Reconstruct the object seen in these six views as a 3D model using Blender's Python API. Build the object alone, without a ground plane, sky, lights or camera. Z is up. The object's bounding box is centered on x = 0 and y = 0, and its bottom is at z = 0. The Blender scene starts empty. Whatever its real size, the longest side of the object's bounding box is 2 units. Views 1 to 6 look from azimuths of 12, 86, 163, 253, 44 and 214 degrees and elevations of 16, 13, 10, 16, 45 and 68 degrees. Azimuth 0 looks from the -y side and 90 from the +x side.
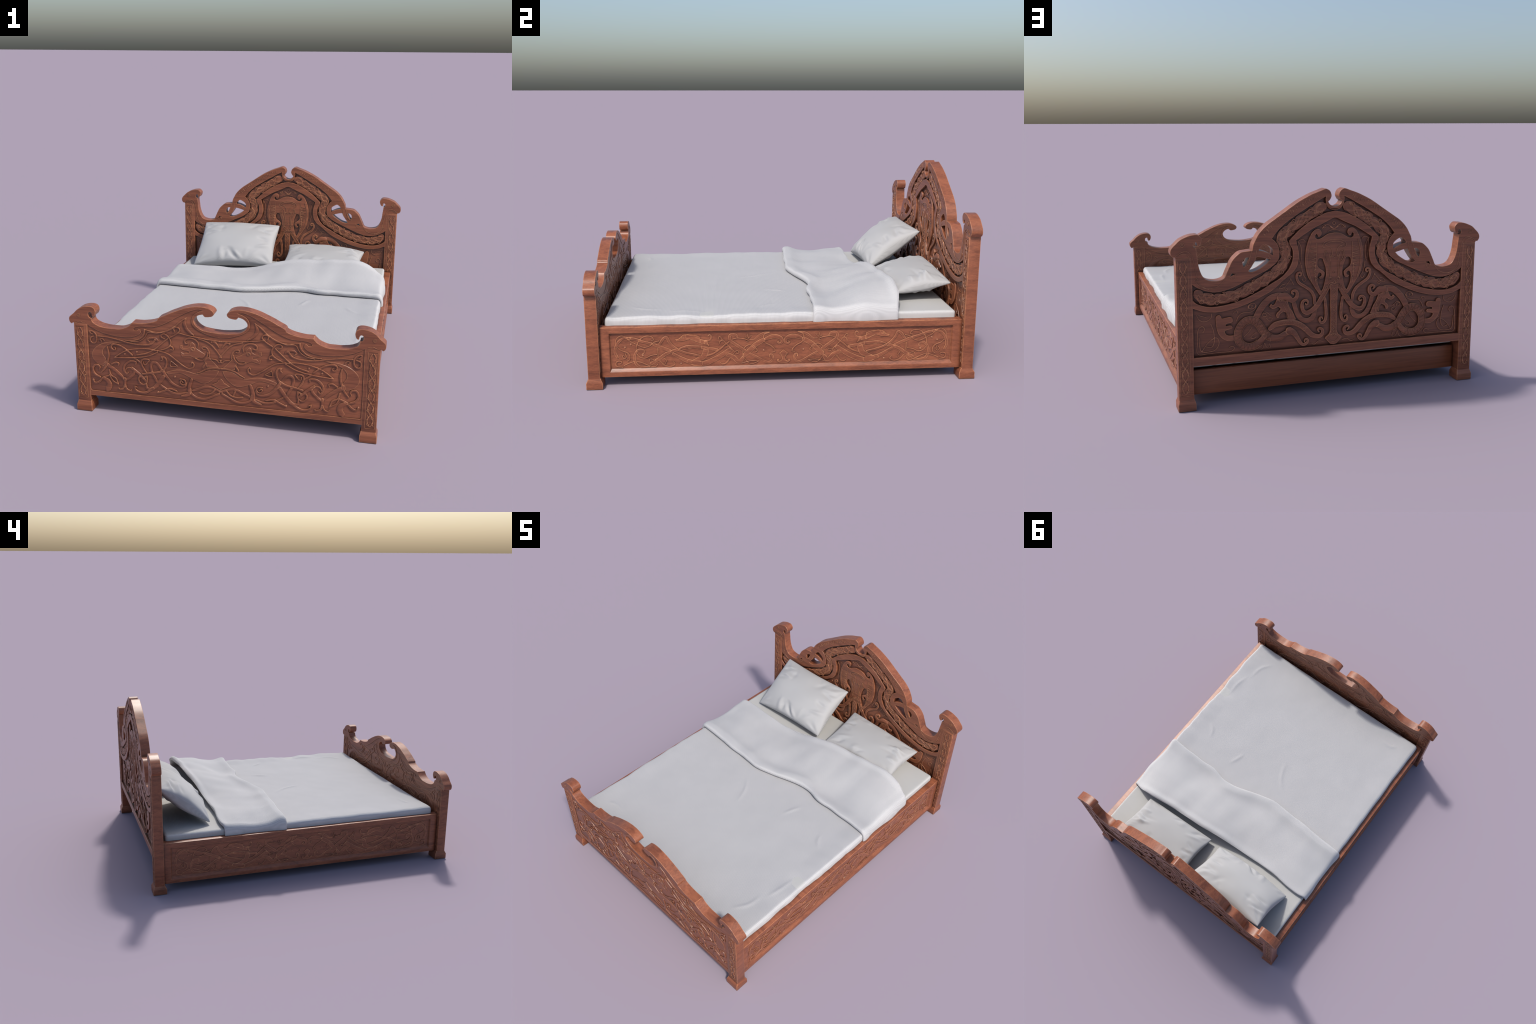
"""Carved wooden bed with white bedding. Everything is built from hand-placed profiles,
spines with widths, and rules. Units in the tables: millimetres (x across, z up);
half profiles run on the side x >= 0 and are mirrored."""
import bpy, bmesh, math, random
import numpy as np
from mathutils import Vector, noise
from mathutils.geometry import tessellate_polygon

scene = bpy.context.scene
random.seed(1)

# headboard: half profiles of the sawn board, its sunk fields and its openings
HEADBOARD = {
    "outline": [(-8, 969), (7, 970), (22, 977), (32, 987), (36, 996), (29, 1001), (23, 1011), (19, 1022), (22, 1036), (28, 1047), (38, 1054), (50, 1058), (79, 1048),
        (116, 1035), (151, 1019), (186, 1001), (221, 979), (256, 955), (292, 931), (328, 907), (351, 891), (377, 867), (396, 843), (409, 819), (419,
        799), (424, 771), (456, 768), (482, 764), (504, 748), (524, 726), (539, 696), (552, 668), (562, 646), (575, 638), (598, 633), (620, 634),
        (643, 639), (659, 649), (672, 668), (682, 695), (688, 722), (691, 752), (695, 783), (696, 798), (701, 799), (707, 804), (708, 816), (702,
        825), (695, 824), (690, 817), (692, 806), (686, 803), (676, 811), (671, 824), (669, 838), (675, 849), (687, 859), (704, 860), (727, 857),
        (750, 849), (773, 838), (793, 820), (810, 803), (818, 787), (817, 770), (808, 758), (799, 758), (795, 751), (727, 751), (727, 219), (0, 219)],
    "opening_crescent": [(354, 796), (366, 798), (379, 789), (389, 777), (390, 769), (366, 764), (344, 755), (320, 743), (319, 758), (321, 771), (335, 785)],
    "opening_leaf": [(333, 723), (356, 729), (381, 736), (402, 738), (412, 716), (426, 696), (444, 672), (434, 667), (419, 668), (394, 677), (372, 690), (349, 706)],
    "opening_wedge": [(439, 738), (453, 738), (466, 730), (471, 720), (472, 706), (466, 693), (456, 704), (447, 721)],
    "opening_slot": [(506, 662), (526, 665), (534, 651), (526, 654), (515, 659)],
    "frieze": [(0, 960), (18, 961), (34, 970), (44, 984), (50, 1008), (48, 1020), (73, 1008), (110, 987), (152, 964), (194, 938), (240, 909), (276, 880), (301,
        855), (325, 824), (306, 807), (293, 785), (287, 762), (288, 739), (293, 719), (306, 702), (347, 673), (395, 651), (446, 627), (495, 606),
        (540, 589), (581, 580), (619, 579), (653, 587), (682, 599), (705, 612), (718, 623), (718, 547), (705, 532), (679, 519), (649, 510), (611,
        507), (566, 511), (513, 521), (460, 538), (416, 557), (371, 578), (324, 605), (287, 624), (261, 645), (237, 673), (222, 706), (218, 740),
        (221, 766), (234, 791), (238, 809), (207, 841), (171, 872), (129, 901), (84, 925), (50, 939), (16, 946), (0, 949)],
    "centre_field": [(-4, 915), (12, 912), (30, 903), (71, 884), (113, 865), (158, 838), (202, 810), (196, 786), (188, 754), (187, 725), (193, 692), (204, 668), (225,
        645), (254, 625), (321, 570), (369, 545), (417, 523), (462, 506), (507, 493), (552, 484), (601, 480), (635, 482), (672, 488), (702, 500),
        (718, 506), (718, 261), (0, 261)],
}
FRIEZE_LINE = [(58, 974), (90, 957), (150, 922), (200, 888), (248, 855), (280, 818), (262, 788), (254, 755), (257, 718), (284, 676), (330, 640), (400, 602), (470, 570), (540, 550), (610, 543), (665, 554), (704, 580)]
ARCH_TEXT_LINE = [(80, 1027), (150, 996), (220, 957), (290, 908), (345, 868), (378, 830)]
FRAME_LINES = [([(560, 640), (585, 612), (620, 600), (660, 602), (690, 620), (706, 640), (700, 652), (690, 645)], 2.6), ([(640, 596), (670, 610), (690, 632), (700, 680), (712, 740), (722, 768), (745, 784), (775, 776), (794, 762)], 2.6), ([(722, 700), (728, 745), (740, 768), (765, 772), (788, 760)], 2.4), ([(402, 770), (410, 735), (425, 700), (446, 672)], 2.6), ([(428, 768), (436, 738), (450, 700), (470, 690)], 2.6), ([(345, 742), (331, 726)], 2.6), ([(508, 660), (510, 642), (522, 634), (532, 648)], 2.6)]

# the great figures on the headboard: outlines, and spines with their widths
FIGURES = {
    "hood": [(0, 839), (32, 835), (56, 822), (73, 813), (90, 810), (102, 819), (102, 831), (93, 837), (90, 829), (86, 822), (78, 822), (70, 833), (71, 849), (81,
        859), (95, 861), (110, 852), (124, 834), (137, 807), (148, 771), (153, 735), (153, 692), (147, 654), (137, 621), (121, 596), (101, 564), (82,
        536), (75, 526), (62, 530), (44, 548), (30, 556), (0, 556)],
    "slit": [(62, 711), (76, 715), (87, 706), (90, 680), (80, 663), (63, 652), (51, 640), (53, 623), (60, 611), (74, 609), (80, 618), (68, 623), (66, 632), (72,
        640), (81, 642), (88, 631), (90, 608), (87, 585), (78, 563), (69, 546), (59, 557), (50, 591), (44, 624), (44, 647), (46, 666), (55, 692)],
    "trunk": [(22, 575), (21, 553), (18, 454), (17, 337), (25, 318), (42, 306), (45, 298), (18, 268), (0, 264)],
    "arm_great": ([(30, 579), (53, 531), (80, 486), (105, 458), (137, 441), (158, 447), (168, 466), (167, 493), (155, 505), (142, 502), (138, 490), (146, 483), (152,
        488)], [34.7, 27.7, 26.0, 25.0, 22.5, 20.1, 18.0, 15.6, 13.2, 11.1, 9.7, 7.6, 4.9]),
    "arm_low": ([(48, 505), (41, 452), (41, 412), (50, 388), (66, 383), (75, 396), (71, 410), (62, 410), (59, 402)], [14.1, 15.2, 15.5, 14.8, 12.8, 10.1, 8.8, 6.7, 4.0]),
    "arm_high": ([(101, 485), (104, 518), (121, 550), (152, 574), (183, 595), (196, 621), (194, 641), (182, 648), (173, 641), (180, 630), (186, 635)], [14.9, 15.2, 15.2, 14.6, 13.9, 12.6, 11.3, 9.9, 8.6, 7.3, 4.0]),
    "neck_loop": ([(98, 448), (112, 412), (137, 400), (166, 406), (190, 434), (203, 467), (212, 500)], [20.4, 23.8, 23.8, 23.8, 23.8, 22.4, 20.4]),
    "neck_arch": ([(266, 533), (294, 537), (331, 527), (364, 500), (387, 470), (407, 434)], [29.2, 31.0, 32.1, 32.1, 31.0, 29.9]),
    "crest": ([(282, 529), (255, 532), (234, 517), (217, 509), (199, 521), (194, 541), (203, 557), (217, 556), (222, 547), (214, 541)], [34.6, 36.3, 29.4, 22.8, 20.0, 17.3, 14.5, 11.7, 9.0, 4.8]),
    "tail_band": ([(77, 335), (84, 347), (73, 354), (59, 342), (65, 319), (90, 314), (118, 325), (145, 353), (180, 381), (223, 398), (270, 399), (310, 391), (336, 374)], [4.9, 9.0, 13.2, 16.6, 20.1, 22.9, 25.6, 27.7, 29.5, 29.5, 29.1, 27.7, 19.1]),
    "tail_fork": ([(151, 286), (155, 296), (143, 304), (138, 291), (154, 277), (172, 283), (189, 309), (210, 341), (235, 356)], [4.1, 8.1, 10.9, 12.9, 14.9, 17.0, 20.4, 27.2, 37.3]),
    "coil": ([(236, 346), (254, 342), (287, 324), (325, 327), (351, 341), (373, 368), (392, 400), (417, 422), (446, 427), (472, 413), (494, 382), (499, 353), (491,
        319), (466, 297), (435, 290), (403, 300), (379, 319), (366, 337)], [22.5, 26.2, 32.5, 33.7, 34.5, 34.5, 34.5, 34.5, 34.5, 34.5, 34.5, 34.5, 34.5, 34.5, 34.5, 31.2, 27.5, 22.5]),
    "beast": [(244, 508), (263, 513), (300, 521), (312, 496), (323, 492), (325, 499), (332, 498), (338, 487), (325, 475), (311, 474), (293, 484), (280, 471), (286,
        462), (299, 450), (303, 436), (298, 425), (289, 427), (283, 444), (265, 456), (250, 446), (242, 423), (241, 408), (201, 411), (218, 452),
        (235, 478)],
    "serpent_head": [(578, 446), (582, 458), (591, 464), (602, 460), (607, 449), (606, 427), (604, 400), (595, 369), (577, 346), (556, 332), (533, 329), (509, 331), (508,
        358), (537, 356), (555, 363), (564, 377), (561, 383), (544, 387), (528, 390), (524, 397), (529, 406), (540, 408), (556, 406), (559, 411),
        (551, 417), (529, 421), (523, 428), (525, 443), (533, 449), (555, 448), (573, 445)],
}
FACE_LINES = [([(0, 806), (30, 803), (55, 792), (62, 782), (60, 768), (46, 764)], 3.2), ([(0, 796), (28, 792), (50, 782), (46, 776), (26, 770), (14, 752), (12, 730), (22, 720)], 3.0),
    ([(22, 700), (28, 730), (38, 748), (46, 742), (44, 715), (32, 690), (28, 650), (30, 610)], 3.0), ([(0, 712), (12, 722), (20, 716)], 2.6), ([(36, 690), (52, 712), (54, 735), (48, 750)], 2.6),
    ([(18, 690), (20, 650), (24, 610)], 2.6), ([(0, 580), (14, 588), (30, 580), (36, 560)], 3.2), ([(8, 572), (20, 578), (28, 566)], 2.6), ([(28, 560), (44, 530), (66, 500)], 3.0), ([(42, 570), (60, 538), (84, 502)], 3.0),
    ([(-8, 562), (8, 548)], 2.4)]
GROUND_LINES = [([(625, 471), (627, 453), (645, 438), (667, 435), (688, 447), (699, 468)], 4),
    ([(653, 454), (668, 460), (688, 467)], 3.5),
    ([(630, 419), (618, 386), (614, 349), (618, 317), (632, 303), (654, 309)], 4.5),
    ([(669, 382), (661, 395), (671, 411), (687, 405), (696, 380), (697, 330), (697, 276), (650, 273), (583, 274), (530, 275), (515, 289), (526, 300), (542, 294)], 4.5),
    ([(628, 341), (604, 350), (591, 327), (600, 299), (622, 284), (676, 286), (687, 316), (689, 356)], 4.5),
    ([(628, 341), (650, 322), (676, 287)], 4),
    ([(428, 488), (423, 497), (435, 500), (442, 489), (428, 480), (410, 486), (407, 501), (425, 509), (443, 498), (444, 486)], 4),
    ([(403, 494), (410, 477), (431, 465), (476, 462), (494, 446), (503, 426)], 5),
    ([(502, 460), (496, 473), (509, 475), (517, 466)], 3.5),
    ([(404, 359), (422, 348), (431, 335), (418, 329), (405, 337)], 3.5),
    ([(426, 386), (443, 363), (464, 344)], 3.5),
    ([(362, 300), (370, 277), (381, 269)], 4),
    ([(359, 298), (350, 277), (332, 276), (336, 295)], 4),
    ([(350, 426), (333, 411), (322, 423), (338, 432)], 4),
    ([(368, 453), (355, 450), (353, 438), (365, 437), (372, 448), (360, 461), (332, 442)], 4),
    ([(169, 681), (166, 652), (156, 626), (146, 610), (157, 599), (167, 612)], 5),
    ([(227, 618), (220, 605), (210, 586)], 4),
    ([(224, 615), (242, 594), (260, 576), (285, 571), (274, 588), (256, 593)], 4),
    ([(257, 576), (243, 567), (250, 560), (257, 570)], 3.5),
    ([(53, 282), (78, 286), (99, 271), (120, 279)], 4),
    ([(186, 800), (172, 770), (170, 720), (176, 690)], 4),
    ([(186, 800), (190, 760), (180, 700)], 4),
    ([(150, 800), (165, 812), (190, 803)], 4)]

# footboard
FOOTBOARD = {
    "outline": [(0, 506), (5, 506), (38, 508), (71, 512), (94, 516), (114, 526), (130, 540), (137, 553), (139, 565), (135, 576), (125, 587), (112, 595), (92, 600),
        (90, 597), (86, 592), (80, 588), (68, 588), (55, 590), (43, 594), (36, 601), (33, 608), (35, 615), (40, 622), (50, 629), (68, 636), (91, 640),
        (112, 640), (136, 638), (168, 631), (200, 621), (233, 607), (265, 593), (297, 576), (329, 559), (335, 547), (367, 534), (399, 527), (430,
        523), (471, 523), (478, 514), (494, 500), (517, 489), (541, 482), (572, 481), (603, 481), (634, 485), (657, 490), (661, 492), (677, 499),
        (687, 507), (693, 517), (695, 529), (701, 530), (707, 534), (711, 541), (712, 550), (709, 558), (702, 562), (695, 560), (691, 551), (690,
        543), (687, 538), (680, 541), (675, 548), (671, 561), (672, 574), (677, 584), (686, 590), (698, 593), (713, 593), (727, 591), (742, 587),
        (754, 582), (767, 574), (779, 564), (792, 550), (805, 539), (816, 529), (820, 521), (820, 507), (815, 496), (807, 490), (802, 494), (798,
        498), (795, 495), (795, 493), (727, 493), (727, 89), (0, 89)],
    "field": [(0, 481), (48, 488), (97, 504), (131, 523), (149, 545), (151, 570), (140, 594), (116, 612), (92, 620), (116, 625), (160, 610), (208, 584), (252,
        557), (290, 535), (329, 517), (367, 507), (420, 506), (450, 501), (464, 492), (460, 483), (446, 483), (436, 493), (426, 490), (423, 474),
        (440, 457), (483, 442), (530, 439), (600, 445), (659, 461), (700, 480), (718, 492), (718, 128), (712, 119), (490, 119), (0, 119)],
    "arch": [(526, 411), (578, 409), (634, 397), (677, 371), (703, 333), (694, 296), (667, 273), (637, 264), (622, 289), (624, 308), (639, 331), (638, 357), (616,
        382), (583, 397), (554, 404)],
    "body": [(9, 303), (47, 307), (79, 295), (122, 273), (162, 281), (211, 288), (255, 281), (293, 267), (280, 254), (246, 264), (211, 268), (186, 260), (162,
        247), (122, 231), (87, 223), (47, 244), (21, 273)],
    "bhead": [(79, 387), (102, 399), (131, 418), (134, 433), (148, 446), (158, 441), (163, 421), (185, 410), (200, 412), (201, 425), (212, 426), (215, 410), (200,
        399), (168, 395), (168, 385), (188, 385), (195, 378), (208, 387), (210, 374), (203, 362), (193, 364), (161, 371), (141, 362), (112, 366), (92,
        367)],
    "neck": [(63, 377), (89, 356), (72, 315), (12, 321)],
}
FOOT_STROKES = [
    ("wing_upper", [(177, 576), (209, 553), (243, 520), (286, 494), (334, 482), (401, 492)], [4.7, 8.5, 8.5, 8.5, 7.6, 4.7]),
    ("wing_lower", [(403, 491), (409, 465), (431, 440), (469, 425), (512, 423)], [10.4, 10.4, 8.5, 6.6, 3.8]),
    ("wing_upper2", [(310, 486), (339, 478), (382, 480), (404, 447), (436, 426), (479, 418)], [3.8, 4.7, 4.7, 4.7, 4.7, 3.8]),
    ("wing_root", [(180, 569), (188, 546), (181, 520), (163, 500), (141, 486)], [8.2, 17.3, 16.3, 13.3, 5.1]),
    ("bar", [(-2, 464), (57, 467), (126, 475), (185, 483), (219, 490)], 5.9),
    ("strand_long", [(243, 499), (246, 513), (233, 521), (217, 514), (215, 501), (238, 479), (265, 463)], 7.3),
    ("strand_long_b", [(280, 453), (316, 420), (355, 386), (399, 361), (447, 348)], 7.1),
    ("leaf_top", [(336, 380), (389, 387), (446, 382), (504, 367), (542, 346), (572, 323)], 6.6),
    ("leaf_low", [(336, 374), (380, 350), (438, 335), (505, 326), (572, 322)], 6.6),
    ("curl_s", [(157, 324), (152, 337), (142, 325), (148, 307), (171, 299), (206, 316), (245, 345), (283, 370), (336, 383)], [5.1, 7.1, 8.1, 8.1, 7.6, 7.1, 7.1, 7.1, 6.1]),
    ("curl_t", [(297, 453), (311, 457), (314, 470), (297, 477), (275, 462), (263, 436), (270, 413), (293, 397), (317, 387)], [4.9, 6.9, 7.9, 7.9, 7.9, 7.9, 7.9, 6.9, 5.9]),
    ("curl_t2", [(267, 416), (254, 408), (251, 395), (263, 394)], 7.1),
    ("feather", [(335, 438), (347, 448), (373, 448), (388, 438), (379, 428)], [12.7, 12.7, 11.7, 8.8, 5.9]),
    ("feather_tail", [(347, 442), (369, 416), (412, 406), (484, 409), (554, 423), (610, 432), (665, 433)], [9.4, 9.4, 8.5, 7.5, 7.1, 6.6, 4.7]),
    ("curl_corner", [(693, 442), (703, 447), (707, 457), (694, 458), (676, 444), (670, 421), (676, 399), (691, 390), (705, 400), (702, 422), (684, 431)], [4.8, 7.7, 8.7, 8.7, 8.7, 8.7, 8.7, 8.7, 8.7, 7.7, 5.8]),
    ("hook_small", [(629, 411), (639, 420), (651, 416), (644, 406)], 5.8),
    ("needle", [(614, 377), (608, 338), (615, 298), (630, 259), (653, 230)], [7.0, 11.0, 12.0, 11.0, 7.0]),
    ("tail_curl", [(476, 344), (513, 375), (550, 393), (581, 394), (591, 378), (580, 364), (568, 367), (570, 379)], [7.8, 8.8, 8.8, 8.8, 8.8, 8.8, 6.8, 4.9]),
    ("tail_stub", [(463, 328), (433, 306)], 9.1),
    ("leaf_knot", [(388, 315), (383, 324), (407, 328), (425, 318), (424, 293), (412, 268), (402, 255)], [6.1, 8.1, 9.1, 10.1, 10.1, 9.1, 7.1]),
    ("leaf_knot_b", [(388, 316), (401, 299), (413, 299), (415, 311)], 6.9),
    ("loop", [(314, 271), (342, 309), (364, 312), (376, 293), (369, 255), (347, 212)], 14.6),
    ("loop_b", [(317, 329), (309, 337), (315, 349), (297, 346), (288, 324), (299, 285), (334, 262), (382, 252), (422, 242)], [5.9, 7.8, 9.8, 9.8, 9.8, 10.8, 10.8, 10.8, 10.8]),
    ("spiral", [(203, 218), (211, 228), (217, 217), (202, 204), (187, 217), (195, 233), (216, 236)], 7.2),
    ("spiral_tail", [(186, 214), (193, 193), (222, 189), (261, 206), (295, 246), (308, 269)], [9.3, 13.5, 14.5, 15.5, 16.6, 16.6]),
    ("leg_a", [(307, 241), (335, 199), (370, 163), (399, 163), (402, 188)], [19.8, 21.8, 19.8, 14.9, 6.9]),
    ("leg_b", [(367, 166), (409, 138), (443, 137), (465, 150), (467, 168), (457, 163)], [14.8, 12.9, 10.9, 9.9, 7.9, 5.9]),
    ("weave_a", [(182, 163), (222, 151), (267, 156), (296, 172), (323, 190)], [10.1, 12.1, 12.1, 11.1, 9.1]),
    ("weave_b", [(237, 165), (276, 174), (306, 159), (340, 145)], [7.8, 10.7, 10.7, 7.8]),
    ("leg_c", [(156, 237), (169, 196), (173, 154), (210, 141)], [17.3, 20.4, 22.4, 9.2]),
    ("weave_c", [(-4, 184), (37, 202), (77, 207), (117, 190), (148, 178)], [13.1, 13.1, 14.1, 14.1, 13.1]),
    ("weave_d", [(9, 175), (46, 155), (87, 137), (127, 139), (156, 157), (162, 184)], [11.2, 13.2, 14.2, 14.2, 13.2, 10.2]),
    ("weave_e", [(31, 194), (52, 172), (87, 164), (115, 169)], 8.0),
    ("weave_f", [(79, 205), (67, 174)], 8.8),
    ("wheel", [(458, 294), (457, 306), (487, 307), (516, 287), (526, 260), (513, 234), (502, 243)], [6.9, 9.8, 12.8, 12.8, 11.8, 9.8, 6.9]),
    ("tree_a", [(410, 207), (436, 234), (464, 258), (480, 273)], [15.5, 17.6, 15.5, 10.3]),
    ("tree_b", [(466, 258), (472, 238), (494, 214), (521, 199), (546, 223), (583, 253), (625, 280)], [12.9, 14.9, 14.9, 12.9, 16.9, 19.8, 21.8]),
    ("tree_c", [(522, 205), (522, 168), (513, 146), (491, 139), (487, 144)], [15.5, 13.4, 10.3, 8.2, 6.2]),
    ("tree_d", [(524, 168), (535, 147), (552, 141), (558, 147)], [10.8, 9.8, 7.9, 5.9]),
    ("tree_ring", [(476, 262), (488, 271), (507, 268), (517, 254)], 7.8),
    ("ring", [(417, 221), (400, 233), (399, 204), (413, 184), (435, 187), (446, 212), (436, 229)], 9.1),
    ("hook_b", [(555, 279), (553, 289), (570, 293), (594, 281)], [5.7, 8.6, 9.6, 7.7]),
    ("leaf_s", [(562, 170), (573, 201), (599, 216), (608, 246)], 8.3),
    ("leaf_s2", [(562, 170), (590, 186), (608, 219)], 7.2),
    ("curl_r", [(665, 244), (660, 257), (674, 269), (693, 263), (701, 240), (689, 214), (661, 200)], [5.9, 8.9, 10.9, 11.9, 11.9, 11.9, 9.9]),
    ("strand_r", [(614, 213), (647, 197), (672, 170), (695, 165), (702, 180)], [8.6, 11.5, 11.5, 9.6, 6.7]),
    ("ribbon", [(621, 135), (610, 160), (619, 182), (640, 195)], [30.5, 28.5, 25.4, 20.4]),
    ("bhead_loop", [(67, 396), (72, 375), (92, 354), (117, 353), (131, 360)], 8.0),
    ("bhead_curl", [(80, 414), (90, 411), (98, 421), (87, 426), (72, 421), (60, 400), (58, 378)], [5.1, 7.2, 8.2, 8.2, 8.2, 8.2, 7.2]),
    ("bhead_horn", [(119, 422), (117, 442), (136, 462), (165, 467), (187, 455), (185, 437), (170, 440)], [6.0, 8.0, 9.0, 9.0, 9.0, 8.0, 6.0]),
    ("chest", [(79, 337), (92, 317)], 8.9),
    ("vee", [(-3, 378), (27, 418), (62, 450), (114, 468)], 7.3),
    ("vee_b", [(-3, 362), (7, 348), (20, 360), (45, 365)], 6.1),
    ("tri", [(264, 332), (230, 307), (267, 303), (264, 332)], 4.0),
    ("whip", [(-3, 316), (37, 314), (77, 305), (102, 289), (124, 279)], [9.8, 9.8, 8.8, 7.8, 4.9]),
    ("leafc", [(8, 431), (28, 457), (42, 458)], [5.2, 11.5, 5.2]),
]
ONE_SIDED = ("weave_f",)
FOOT_DOTS = [(451, 364), (518, 345), (246, 245), (702, 180), (340, 148), (47, 456)]

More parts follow.
